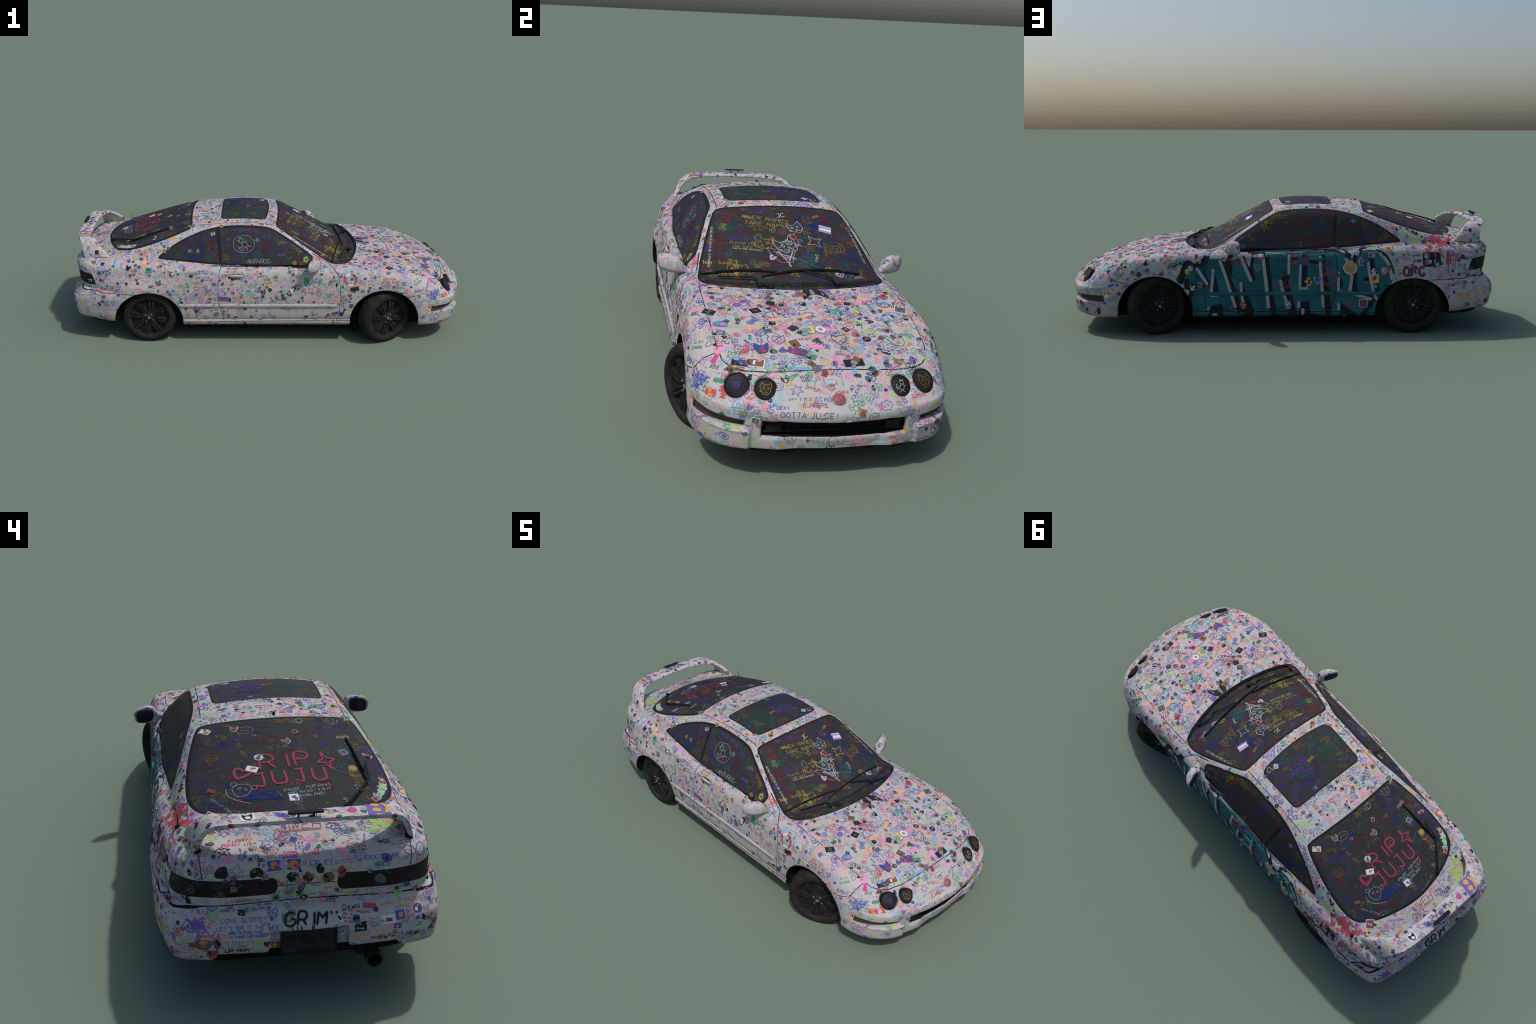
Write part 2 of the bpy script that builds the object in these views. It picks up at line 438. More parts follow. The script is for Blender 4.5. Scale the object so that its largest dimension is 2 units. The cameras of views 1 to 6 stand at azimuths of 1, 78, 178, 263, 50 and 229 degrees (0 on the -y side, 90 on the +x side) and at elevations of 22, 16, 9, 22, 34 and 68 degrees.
# ---------------------------------------------------------------- outlines of panels and glass (car frame, metres)
HOOD_LINE = [(.466, 0), (.460, .085), (.440, .181), (.417, .256), (.397, .293), (.378, .317), (.467, .3215), (.58, .320), (.70, .3155), (.785, .310),
             (.826, .300), (.853, .279), (.872, .245), (.888, .18), (.895, .1), (.8965, 0)]
HOOD_POLY = mirror_y(HOOD_LINE)
WS_POLY = mirror_y(np.vstack([[(.466, 0), (.460, .085), (.440, .181), (.417, .256), (.397, .293), (.382, .308), (.362, .316), (.33, .3165), (.26, .302), (.18, .279),
                    (.10, .252), (.062, .238), (.046, .226), (.043, .208), (.050, .12), (.054, 0)]]))
SUN_POLY = rounded([(-.233, -.178), (-.233, .178), (-.008, .183), (.010, .06), (.010, -.06), (-.008, -.183)], [.03, .03, .03, .08, .08, .03])
HATCH_POLY = outline(mirror_y([(-.383, 0), (-.379, .12), (-.372, .216), (-.384, .240), (-.46, .262), (-.56, .280), (-.64, .2855), (-.70, .280), (-.745, .255),
                    (-.785, .185), (-.812, .09), (-.8225, 0)]), 6)
WIN_POLY = outline([(-.534, .426), (-.518, .443), (-.44, .493), (-.345, .534), (-.262, .5545), (-.18, .563), (-.09, .5635), (-.01, .557), (.037, .544), (.09, .516),
                    (.165, .470), (.212, .438), (.224, .424), (.219, .405), (.200, .381), (.16, .379), (.04, .3865), (-.23, .397), (-.38, .407), (-.516, .418)], 6)
DOOR_POLY = np.array([(.222, .44), (.33, .375), (.350, .345), (.3595, .29), (.36, .23), (.356, .175), (.347, .12), (.344, .111), (.04, .1105), (-.2135, .109),
             (-.226, .165), (-.237, .2), (-.2415, .25), (-.241, .31), (-.237, .355), (-.2225, .395), (-.245, .56), (-.1, .57), (.05, .56)])
SILL_LINE = [(.425, .113), (.04, .1105), (-.212, .109), (-.44, .1035)]
BUMP_F = outline([(.69, .2395), (.701, .242), (.740, .251), (.772, .2605), (.782, .274), (.788, .291), (.797, .318), (.800, .335)], 6)[:-7]
BUMP_R = [(-.635, .2545), (-.76, .256), (-.825, .258), (-.838, .264), (-.87, .2655), (-.93, .266)]
FUEL = rounded([(-.633, .3145), (-.713, .3145), (-.714, .375), (-.632, .377)], .013)
FENDER_XZ = np.array([(.701, .0), (.701, .242), (.777, .262), (.785, .281), (.797, .318), (.80, .5), (1.2, .5), (1.2, 0)])

MURAL = np.array([(.40, .06), (.42, .17), (.455, .226), (.486, .262), (.463, .295), (.450, .327), (.418, .317), (.392, .319), (.375, .338), (.352, .365), (.20, .3655), (.0, .3745), (-.16, .380), (-.225, .384),
                  (-.262, .379), (-.296, .365), (-.316, .348), (-.335, .362), (-.362, .378), (-.398, .385), (-.430, .376), (-.466, .341), (-.484, .303), (-.494, .256), (-.48, .2), (-.42, .06)])
def tail_lamp_field(P, lo=.3005, grow=0.0):
    x, a, z = P[:, 0], np.abs(P[:, 1]), P[:, 2]
    lo_z = lo - .010 * sstep(.27, .35, a)
    hi_z = .3515 - .006 * sstep(.30, .345, a)
    xf = np.interp(z, [.29, .303, .326, .345, .362], [-.8465, -.8505, -.858, -.868, -.878])
    c = .018                                            # rounded inner end
    qy, qz = np.maximum(.076 + c - a, 0), np.abs(z - (lo_z + hi_z) / 2) - (hi_z - lo_z) / 2
    s = smax(.076 - a, qz, .022)
    s = np.maximum(s, (x - xf) * .9) - grow
    return np.where(x < -.80, s, 1.0)

def lamp_pocket_field(P):
    x, a, z = P[:, 0], np.abs(P[:, 1]), P[:, 2]
    s = np.maximum(np.abs(z - (.171 + .0 * a)) - .0095 - .045 * (a - .25), np.abs(a - .312) - .062)
    deep = x - (spline(NOSE, z) - spline(PLAN_F, a) - .012)
    s = np.maximum(s, deep)
    return np.where(x > .8, s, 1.0)

def build_body(step=.005):
    V, Q = polygonise(step)
    V = settle(V)
    T = np.concatenate([Q[:, [0, 1, 2]], Q[:, [0, 2, 3]]])
    L = np.zeros(len(T), np.int64)
    bits = {}
    def add(name, fn):
        nonlocal V, T, L
        V, T, L, s = cut(V, T, L, fn(V))
        bit = 1 << len(bits); bits[name] = bit
        inside = s[T].sum(1) < 0
        L = np.where(inside, L | bit, L)
    up = lambda P, z0=.27: P[:, 2] > z0
    side = lambda P: np.abs(P[:, 1]) > .20
    top = lambda poly, z0=.27: (lambda P: np.where(up(P, z0), poly_sdf(P[:, :2], poly), 1.0))
    flank = lambda poly, sgn=0: (lambda P: np.where(side(P) & (P[:, 1] * sgn >= 0), poly_sdf(P[:, [0, 2]], poly), 1.0))
    def signed(P2, line):
        """signed distance to an open polyline (+1 where the nearest point is an end)"""
        line = np.array(line, float); best = np.full(len(P2), 1e9); out = np.ones(len(P2))
        lo, hi = line.min(0) - .02, line.max(0) + .02
        idx = np.nonzero(((P2 > lo) & (P2 < hi)).all(1))[0]; Q = P2[idx]
        b2 = np.full(len(Q), 1e9); o2 = np.ones(len(Q)); last = len(line) - 2
        for i, (a, b) in enumerate(zip(line[:-1], line[1:])):
            e = b - a; w = Q - a; t0 = w @ e / (e @ e); t = np.clip(t0, 0, 1)
            r = w - t[:, None] * e; d = np.sqrt((r * r).sum(1))
            sg = np.sign(e[0] * w[:, 1] - e[1] * w[:, 0])
            off = ((t0 < 0) & (i == 0)) | ((t0 > 1) & (i == last))
            m = d < b2
            b2 = np.where(m, d, b2); o2 = np.where(m, np.where(off, 1.0, sg * d), o2)
        out[idx] = o2
        return out
    def gap(name, proj, region, line, w=.0013, closed=False):
        """cut both edges of a gap and mark what lies between"""
        nonlocal V, T, L
        line = np.array(line, float)
        if closed: fn = lambda P: poly_sdf(proj(P), line)
        else: fn = lambda P: signed(proj(P), line)
        for o in (w, -w):
            V, T, L, _ = cut(V, T, L, np.where(region(V), fn(V) + o, 1.0))
        C = V[T].mean(1)
        near = region(C)
        d = np.abs(poly_sdf(proj(C), line)) if closed else line_sdf(proj(C), line)
        bit = 1 << len(bits); bits[name] = bit
        L = np.where(near & (d < w), L | bit, L)
    pXY = lambda P: P[:, :2]; pXaY = lambda P: np.stack([P[:, 0], np.abs(P[:, 1])], 1)
    pXZ = lambda P: P[:, [0, 2]]; paYZ = lambda P: np.stack([np.abs(P[:, 1]), P[:, 2]], 1)
    # wheel wells and underside first
    def well(P):
        s = np.full(len(P), 1.0)
        for ax, az, rx, rz in ARCHES:
            q = (np.sqrt(((P[:, 0] - ax) / rx) ** 2 + ((np.maximum(P[:, 2], az) - az) / rz) ** 2) - 1.018) * .16
            s = np.minimum(s, q)
        return s
    add('well', well)
    add('under', lambda P: P[:, 2] - np.where(P[:, 0] > .7, .0860 + .016 * sstep(.84, .985, P[:, 0]), np.where(P[:, 0] > -.5, .0855, .1055 + .020 * sstep(-.77, -.96, P[:, 0]))))
    add('mouth', lambda P: np.where((P[:, 0] > .7), np.maximum(np.abs(P[:, 1]) - .2065, np.maximum(np.abs(P[:, 2] - .160) - .0245, P[:, 0] - (.981 - spline(PLAN_F, np.abs(P[:, 1]))))), 1.0))
    add('vent', lambda P: np.where(P[:, 0] < -.9, np.maximum(np.maximum(np.abs(P[:, 1]) - .245 + .7 * (P[:, 2] - .13), P[:, 2] - .1525), -.980 + spline(PLAN_B, np.abs(P[:, 1])) - P[:, 0]), 1.0))
    add('pocket', lamp_pocket_field)
    add('tail', tail_lamp_field)
    ws, su, ha, wi = top(WS_POLY), top(SUN_POLY, .5), top(HATCH_POLY), flank(WIN_POLY)
    add('ws', ws); add('ws_in', lambda P: ws(P) + .009)
    add('sun', su); add('sun_in', lambda P: su(P) + .006)
    add('hatch', ha); add('hatch_in', lambda P: ha(P) + .010)
    add('win', wi); add('win_in', lambda P: wi(P) + .008)
    add('bpost', lambda P: np.where(side(P) & (P[:, 2] > .36), np.abs(P[:, 0] + .226 + .12 * (P[:, 2] - .397)) - .008, 1.0))
    # panel gaps
    hood = top(HOOD_POLY)
    gap('g_hood', pXY, up, HOOD_POLY, .0016, True)
    for nm, ln, w in (('g_doorf', DOOR_POLY[:8], .0013), ('g_doorr', DOOR_POLY[9:16], .0014), ('g_sill', SILL_LINE, .0016)):
        gap(nm, pXZ, side, ln, w)
    gap('g_bf', pXZ, lambda P: (np.abs(P[:, 1]) > .29) & ((np.abs(P[:, 1]) > .3085) | (P[:, 2] < .30)), BUMP_F, .0015)
    gap('g_br', pXZ, lambda P: side(P) & (P[:, 0] < -.5), BUMP_R, .0016)
    gap('g_brr', paYZ, lambda P: P[:, 0] < -.87, [(.350, .265), (.30, .268), (.205, .2735), (-.01, .2785)], .0018)
    gap('g_trunk', pXaY, up, [(-.690, .285), (-.74, .2855), (-.80, .284), (-.87, .275), (-.905, .270)])
    gap('g_tr2', paYZ, lambda P: P[:, 0] < -.86, [(.270, .425), (.2675, .404), (.263, .3525)])
    gap('g_tr3', paYZ, lambda P: P[:, 0] < -.86, [(-.01, .3255), (.0765, .3255)])
    gap('g_ditch', pXaY, lambda P: up(P, .5), [(.035, .219), (-.05, .2195), (-.17, .219), (-.366, .222)], .0016)
    gap('g_fuel', pXZ, lambda P: P[:, 1] > .2, FUEL, .0013, True)
    add('hood', hood)
    add('mural', flank(MURAL, 1)); add('door', flank(DOOR_POLY)); add('fuel', flank(FUEL, 1))
    N = unit(gradient(V))
    has = lambda *n: np.any([(L & bits[k]) > 0 for k in n], 0)
    C = V[T].mean(1); a = np.abs(C[:, 1]); x, z = C[:, 0], C[:, 2]
    nz = N[T].mean(1)[:, 2]
    lab = np.full(len(T), 'rear_quarter_panel', dtype=object)
    lab[(x > .30) | ((x > .2) & (z < .43) & (a > .3))] = 'front_fender'
    lab[(a < .2195) & (z > .5) & (x > -.40)] = 'roof'
    lab[(x < -.37) & (a < .285) & (z > .41)] = 'trunk_lid'
    lab[(x < -.84) & (a < .266) & (z > .3255)] = 'trunk_lid'
    lab[(x < -.84) & (z <= .3255)] = 'tail_panel'
    lab[(x < -.84) & (a >= .266) & (z <= .36) & (z > .26) & (x < np.interp(z, [.27, .303, .362], [-.84, -.851, -.878]))] = 'tail_panel'
    seam = np.interp(x, [-.93, -.87, -.838, -.825, -.76, -.635], [.266, .2655, .264, .258, .256, .2545])
    seam = np.where(x < -.86, np.maximum(seam, np.interp(a, [0, .205, .30, .345], [.2785, .2735, .268, .265])), seam)
    lab[(x < -.60) & (z < seam)] = 'rear_bumper'
    lab[(poly_sdf(C[:, [0, 2]], FENDER_XZ) < 0) | (x > .9)] = 'front_bumper'
    lab[has('door')] = 'door'
    lab[has('hood') & (z > .27)] = 'hood'
    lab[(z < np.interp(x, [-.44, -.212, .04, .425], [.1035, .109, .1105, .113])) & (x > -.45) & (x < .43)] = 'sill'
    lab[has('fuel') & (C[:, 1] > 0)] = 'fuel_door'
    gaps = has(*[k for k in bits if k.startswith('g_')])
    lab[gaps] = 'panel_gap'
    lab[has('tail')] = 'tail_light'
    lab[has('ws')] = 'window_trim'; lab[has('ws_in')] = 'windshield'
    lab[has('sun')] = 'window_trim'; lab[has('sun_in')] = 'sunroof'
    lab[has('hatch')] = 'window_trim'; lab[has('hatch_in')] = 'rear_window'
    w = has('win'); lab[w] = 'window_trim'
    wi_ = has('win_in'); lab[wi_ & (x > -.24)] = 'side_window'; lab[wi_ & (x <= -.235)] = 'quarter_window'
    lab[wi_ & has('bpost')] = 'window_trim'
    lab[has('pocket')] = 'marker_lamp'
    lab[has('mouth')] = 'air_intake'
    lab[has('vent')] = 'bumper_vent'
    lab[has('under')] = 'underbody'
    lab[has('well')] = 'wheel_well'
    return V, N, T, lab.astype(str), has('mural')

V, N, T, LAB, MUR = build_body(.005)
CEN = V[T].mean(1)
PARTS = {}
def part(name, sel, parent=None, m=PAINT, push=0.0):
    if sel.any():
        mu = MUR[sel] if m is PAINT else None
        ob = sub_mesh(name, V, N, T[sel], parent, [m, MURALPAINT] if mu is not None and mu.any() else [m], push, mu if mu is not None and mu.any() else None)
        PARTS.setdefault(name, []).append(ob)
        return ob
right, left = CEN[:, 1] < 0, CEN[:, 1] >= 0
for nm in ('hood', 'front_bumper', 'roof', 'trunk_lid', 'rear_bumper', 'tail_panel'):
    part(nm, LAB == nm)
for sd in (right, left):
    for nm in ('front_fender', 'door', 'rear_quarter_panel', 'sill'):
        part(nm, (LAB == nm) & sd)
    part('tail_light', (LAB == 'tail_light') & sd, None, TAIL)
    part('marker_lamp', (LAB == 'marker_lamp') & sd, PARTS['front_bumper'][0], AMBER)
for i, sd in enumerate((right, left)):
    part('side_window', (LAB == 'side_window') & sd, PARTS['door'][i], GLASSY)
    part('quarter_window', (LAB == 'quarter_window') & sd, PARTS['rear_quarter_panel'][i], GLASSY)
part('fuel_door', LAB == 'fuel_door', PARTS['rear_quarter_panel'][1], INKMAT['black'])
part('windshield', LAB == 'windshield', None, GLASSY)
part('sunroof', LAB == 'sunroof', PARTS['roof'][0], GLASSY)
part('rear_window', LAB == 'rear_window', PARTS['trunk_lid'][0], GLASSY)
part('window_trim', LAB == 'window_trim', None, TRIM)
part('panel_gap', LAB == 'panel_gap', None, GAP, -.0014)
part('air_intake', LAB == 'air_intake', PARTS['front_bumper'][0], BLACK)
part('bumper_vent', LAB == 'bumper_vent', PARTS['rear_bumper'][0], BLACK)
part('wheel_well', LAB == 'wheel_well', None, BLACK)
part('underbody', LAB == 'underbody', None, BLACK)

BVH = BVHTree.FromPolygons(V.tolist(), T.tolist())
def hit_or_near(o, d):
    h = BVH.ray_cast(Vector(o), Vector(d))
    if h[0] is None or abs(h[1].dot(Vector(d))) < .1: h = BVH.find_nearest(Vector(o) + Vector(d) * (.22 if abs(d[1]) else .45))
    return np.array(h[0]), np.array(h[1])
def on_side(x, z, sgn):
    return hit_or_near((x, sgn * .6, z), (0, -sgn, 0))
def on_top(x, y):
    return hit_or_near((x, y, 1.0), (0, 0, -1))

# ---------------------------------------------------------------- generic shapes
def loft(name, rings, closed_ring=True, cap=True):
    """skin a row of equal-length rings"""
    n, m = len(rings), len(rings[0])
    Vv = np.concatenate([np.asarray(r, float) for r in rings]); F = []
    for i in range(n - 1):
        for j in range(m if closed_ring else m - 1):
            k = (j + 1) % m
            F.append((i * m + j, i * m + k, (i + 1) * m + k, (i + 1) * m + j))
    if cap:
        F.append(tuple(range(m))[::-1]); F.append(tuple((n - 1) * m + j for j in range(m)))
    me = bpy.data.meshes.new(name); me.from_pydata(Vv.tolist(), [], F)
    bm = bmesh.new(); bm.from_mesh(me); bmesh.ops.recalc_face_normals(bm, faces=bm.faces); bm.to_mesh(me); bm.free()
    return me

def by_angle(me, deg=35):
    me.polygons.foreach_set('use_smooth', [True] * len(me.polygons))
    bm = bmesh.new(); bm.from_mesh(me); lim = math.radians(deg)
    for e in bm.edges:
        if len(e.link_faces) == 2 and e.calc_face_angle(0) > lim: e.smooth = False
    bm.to_mesh(me); bm.free()
    return me

def tube(name, path, radius, n=10, flat=1.0):
    path = np.array(path, float); rings = []
    rad = np.broadcast_to(radius, (len(path),))
    for i, p in enumerate(path):
        t = unit(path[min(i + 1, len(path) - 1)] - path[max(i - 1, 0)])
        ref = np.array([0, 0, 1.0]) if abs(t[2]) < .9 else np.array([1.0, 0, 0])
        u = unit(np.cross(t, ref)); v = np.cross(u, t)
        a = np.arange(n) * math.tau / n
        rings.append(p + rad[i] * (np.cos(a)[:, None] * u + flat * np.sin(a)[:, None] * v))
    return loft(name, rings)

def revolve(name, prof, n=64):
    """profile of (radius, depth along the axle); axle is local y"""
    rings = []
    for r, d in prof:
        a = np.arange(n) * math.tau / n
        rings.append(np.stack([r * np.cos(a), np.full(n, d), r * np.sin(a)], 1))
    return loft(name, rings, cap=False)

def join_meshes(name, meshes):
    bm = bmesh.new()
    for m in meshes: bm.from_mesh(m)
    me = bpy.data.meshes.new(name); bm.to_mesh(me); bm.free()
    for m in meshes: bpy.data.meshes.remove(m)
    return me

def box(name, c, size, bevel=.002, rot=None, seg=2):
    bm = bmesh.new(); bmesh.ops.create_cube(bm, size=1)
    bmesh.ops.scale(bm, vec=Vector(size), verts=bm.verts)
    if bevel: bmesh.ops.bevel(bm, geom=bm.edges[:] , offset=bevel, segments=seg, affect='EDGES')
    if rot is not None: bmesh.ops.transform(bm, matrix=rot.to_4x4(), verts=bm.verts)
    bmesh.ops.translate(bm, vec=Vector(c), verts=bm.verts)
    me = bpy.data.meshes.new(name); bm.to_mesh(me); bm.free()
    return by_angle(me)

# ---------------------------------------------------------------- wheels
R_TYRE = .1345
W = .043
tyre_prof = [(.094, -W + .006), (.100, -W), (.112, -W - .001), (.124, -W + .004), (.1305, -W + .011), (.1335, -W + .02), (R_TYRE, -.008), (R_TYRE, .008), (.1335, W - .02),
             (.1305, W - .011), (.124, W - .004), (.116, W + .0005), (.112, W + .001), (.108, W + .0015), (.100, W), (.095, W - .005), (.0935, W - .008)]
tyre_me = by_angle(revolve('tyre', tyre_prof, 96), 50)
co = np.empty(len(tyre_me.vertices) * 3, np.float32); tyre_me.vertices.foreach_get('co', co); co = co.reshape(-1, 3)
co[:, 2] = np.maximum(co[:, 2], -.1300)                                   # flat where it stands
tyre_me.vertices.foreach_set('co', co.ravel())
rim_prof = [(.0945, -W + .008), (.088, -W + .01), (.082, -.01), (.083, .012), (.0865, .022), (.088, W - .012), (.0915, W - .009), (.0945, W - .0065), (.0960, W - .006), (.0945, W - .012)]
pieces = [revolve('rim', rim_prof, 72)]
pieces.append(revolve('rim', [(.004, .030), (.060, .030), (.084, .028), (.084, .004), (.004, .004)], 48))      # dark drum behind the spokes
hub = [(.002, .042), (.010, .0415), (.0135, .040), (.0145, .0375), (.016, .037), (.028, .0362), (.0305, .034), (.031, .020)]
pieces.append(revolve('rim', hub, 40))
NS = 8
for k in range(NS):
    for off in (-.0075, .0075):
        a0 = k * math.tau / NS + .2
        rings = []
        for r, d, w, t in ((.024, .0345, .0062, .008), (.040, .0375, .0060, .008), (.060, .0385, .0060, .008), (.076, .0375, .0068, .009), (.089, .036, .008, .009)):
            s = off * (.75 + .35 * r / .09)
            ring = []
            for q in np.arange(8) * math.tau / 8:
                x_, y_ = s + w * math.copysign(abs(math.cos(q)) ** .6, math.cos(q)), d + t * .75 * math.copysign(abs(math.sin(q)) ** .6, math.sin(q)) - .004
                ring.append((r * math.cos(a0) - x_ * math.sin(a0), y_, r * math.sin(a0) + x_ * math.cos(a0)))
            rings.append(ring)
        pieces.append(loft('rim', rings))
rim_me = by_angle(join_meshes('rim', pieces), 45)
nuts = []
for k in range(4):
    a0 = k * math.tau / 4 + .6
    m = revolve('wheel_nut', [(.0005, .036), (.0028, .0355), (.0034, .033), (.0034, .026)], 10)
    m.transform(Matrix.Translation((.0215 * math.cos(a0), .0065, .0215 * math.sin(a0)))); nuts.append(m)
m = revolve('wheel_nut', [(.0004, .0437), (.006, .0435), (.0075, .0427), (.0078, .040)], 20); nuts.append(m)
nut_me = by_angle(join_meshes('wheel_nut', nuts))
car_inv = (Matrix.Translation(car.location) @ car.rotation_euler.to_matrix().to_4x4()).inverted()
for i, (x, sgn, steer) in enumerate(((.582, -1, 27), (.576, 1, 25), (-.590, -1, 0), (-.590, 1, 0))):
    first = i == 0
    e = bpy.data.objects.new('wheel', None); scene.collection.objects.link(e); e.parent = car
    ang = math.radians(steer) + (0 if sgn > 0 else math.pi)
    e.matrix_local = car_inv @ Matrix.Translation((x, sgn * (.345 if x > 0 and sgn < 0 else .336) - .001, .1300)) @ Matrix.Rotation(ang, 4, 'Z')
    for nm, me_, mt in (('tyre', tyre_me, TYRE), ('rim', rim_me, RIM), ('wheel_nut', nut_me, GREYPART)):
        ob = bpy.data.objects.new(nm, me_); scene.collection.objects.link(ob); ob.parent = e
        if first: me_.materials.append(mt)

# ---------------------------------------------------------------- head lamps
for sgn in (-1, 1):
    for x, y, z, r in ((.900, .270, .2620, .0360), (.923, .193, .2585, .0320)):
        nrm = unit(np.array([.80, sgn * (.30 if y > .22 else .16), .52]))
        u = unit(np.cross(nrm, [0, 0, 1.0])); v = np.cross(u, nrm)
        C = np.array([x, sgn * y, z]); a = np.arange(40) * math.tau / 40
        ringf = lambda rr, d: C + nrm * d + rr * (np.cos(a)[:, None] * u + np.sin(a)[:, None] * v)
        lens = loft('headlight', [ringf(r * q, (.0055 - .0085 * q ** 2.2)) for q in (.02, .2, .4, .6, .75, .86, .92)])
        ob = place('headlight', lens, PARTS['front_bumper'][0], [LAMP])
        bez = loft('headlight_ring', [ringf(r * .90, -.012), ringf(r * .90, -.0005), ringf(r * .925, .001), ringf(r * .985, -.0005), ringf(r, -.003), ringf(r, -.022)], cap=False)
        place('headlight_ring', bez, PARTS['front_bumper'][0], [TRIM])

# ---------------------------------------------------------------- badge on the nose
C = np.array([.9705, 0.001, .2475]); nrm = unit(gradient(C[None])[0]); u = np.array([0, 1.0, 0]); v = np.cross(nrm, u)
C = settle(C[None], 8)[0]
a = np.arange(32) * math.tau / 32
el = lambda k, d: C + nrm * d + k * (.0195 * np.cos(a)[:, None] * u + .0165 * np.sin(a)[:, None] * v)
place('badge', loft('badge', [el(1, -.002), el(1, .003), el(.93, .0042), el(.84, .0038), el(.82, .0025)], cap=False), None, [GREYPART])
place('badge_field', loft('badge_field', [el(.84, .0015), el(.83, .0026), el(.02, .0030)]), None, [INKMAT['red']])
def bar(p, q, w):
    p, q = np.array(p), np.array(q); P = [C + nrm * .003 + u * k[0] + v * k[1] for k in (p, q)]
    return tube('badge_letter', P, w, 8)
place('badge_letter', join_meshes('badge_letter', [bar((-.009, -.0125), (-.0012, .0125), .0016), bar((.009, -.0125), (.0012, .0125), .0016), bar((-.005, -.004), (.005, -.004), .0012), bar((-.0022, .0128), (.0022, .0128), .0016)]), None, [GREYPART])

# ---------------------------------------------------------------- mouldings along the doors
def moulding(x0, x1, sgn, parent):
    xs = np.linspace(x0, x1, max(4, int(abs(x1 - x0) / .02)))
    rings = []
    for i, x in enumerate(xs):
        k = min(1, 1.0 if 0 < i < len(xs) - 1 else .55)
        ring = []
        for z, d in ((.1862, -.003), (.1866, .0025 * k), (.1885, .0046 * k), (.1935, .0052 * k), (.1985, .0050 * k), (.2022, .0040 * k), (.2038, .0018 * k), (.2042, -.003)):
            p, n_ = on_side(x, z, sgn)
            ring.append(p + np.array([0, sgn, 0]) * d)
        rings.append(ring)
    me = loft('door_moulding', rings)
    place('door_moulding', by_angle(me, 60), parent, [MURALPAINT if sgn > 0 else PAINT])
for i, sgn in enumerate((-1, 1)):
    moulding(.343, -.2345, sgn, PARTS['door'][i]); moulding(-.2395, -.434, sgn, PARTS['rear_quarter_panel'][i])

# ---------------------------------------------------------------- door handles: a dark decal in place of the recess, a lever, a lock
for i, sgn in enumerate((-1, 1)):
    rows = []
    for q, d in ((1, .0006), (.92, .0006), (.0, .0008)):
        ring = []
        for t in np.arange(28) * math.tau / 28:
            x, z = -.153 + q * .041 * math.copysign(abs(math.cos(t)) ** .7, math.cos(t)), .3435 + q * .0165 * math.copysign(abs(math.sin(t)) ** .8, math.sin(t))
            p, n_ = on_side(x, z, sgn); ring.append(p + n_ * (d if q < 1 else -.001))
        rows.append(ring)
    recess_decal = place('handle_recess_decal', loft('handle_recess_decal', rows[:2] + [np.asarray(rows[1]) * .3 + np.mean(rows[1], 0) * .7 - np.array([0, sgn * .004, 0]) * 0]), PARTS['door'][i], [TRIM if sgn < 0 else INKMAT['black']])
    rings = []
    for x, h, d in ((-.190, .0015, .001), (-.186, .0055, .005), (-.172, .0082, .009), (-.15, .0085, .0105), (-.13, .0070, .0085), (-.118, .004, .005), (-.1145, .0012, .001)):
        p, n_ = on_side(x, .3475, sgn)
        rings.append([p + np.array([0, 0, h * math.cos(t)]) + n_ * (d * .5 + d * .55 * math.sin(t)) for t in np.arange(12) * math.tau / 12])
    place('door_handle', loft('door_handle', rings), PARTS['door'][i], [PAINT if sgn < 0 else MURALPAINT])

# ---------------------------------------------------------------- wing mirrors
for i, sgn in enumerate((-1, 1)):
    rings = []
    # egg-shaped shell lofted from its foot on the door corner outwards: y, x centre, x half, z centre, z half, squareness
    for y, xb, xf, zc, zh in ((.322, .242, .282, .3875, .010), (.336, .240, .272, .388, .009), (.348, .234, .266, .390, .011), (.356, .218, .263, .396, .018), (.364, .219, .262, .4015, .0255), (.376, .2155, .259, .4045, .0300), (.39, .211, .254, .4060, .0315), (.408, .2045, .2455, .4070, .0310),
                              (.421, .1995, .236, .4080, .0285), (.430, .1965, .2255, .4085, .024), (.436, .1955, .2145, .4085, .018), (.439, .1965, .205, .4085, .009)):
        ring = []
        for t in np.arange(24) * math.tau / 24:
            c, s = math.cos(t), math.sin(t)
            xm = xb + (xf - xb) * .42
            x_ = xm + (xf - xm) * c ** .9 if c >= 0 else xm - (xm - xb) * abs(c) ** .4
            ring.append((x_, sgn * y, zc + zh * math.copysign(abs(s) ** .8, s)))
        rings.append(ring)
    place('wing_mirror', loft('wing_mirror', rings), PARTS['door'][i], [PAINT])
    g = []
    for q in (1, .02):
        g.append([(.2070 - .37 * q * (y0 - .4005) - .0012 - .0006 * (q < .5), sgn * (.4005 + q * (y0 - .4005)), .4065 + q * zz) for y0, zz in
                  [(.4005 + .0315 * math.copysign(abs(math.cos(t)) ** .6, math.cos(t)), .0245 * math.copysign(abs(math.sin(t)) ** .7, math.sin(t))) for t in np.arange(28) * math.tau / 28]])
    g.insert(0, [(p[0] + .006, p[1], p[2]) for p in g[0]])
    place('mirror_glass', loft('mirror_glass', g), PARTS['door'][i], [LAMP])

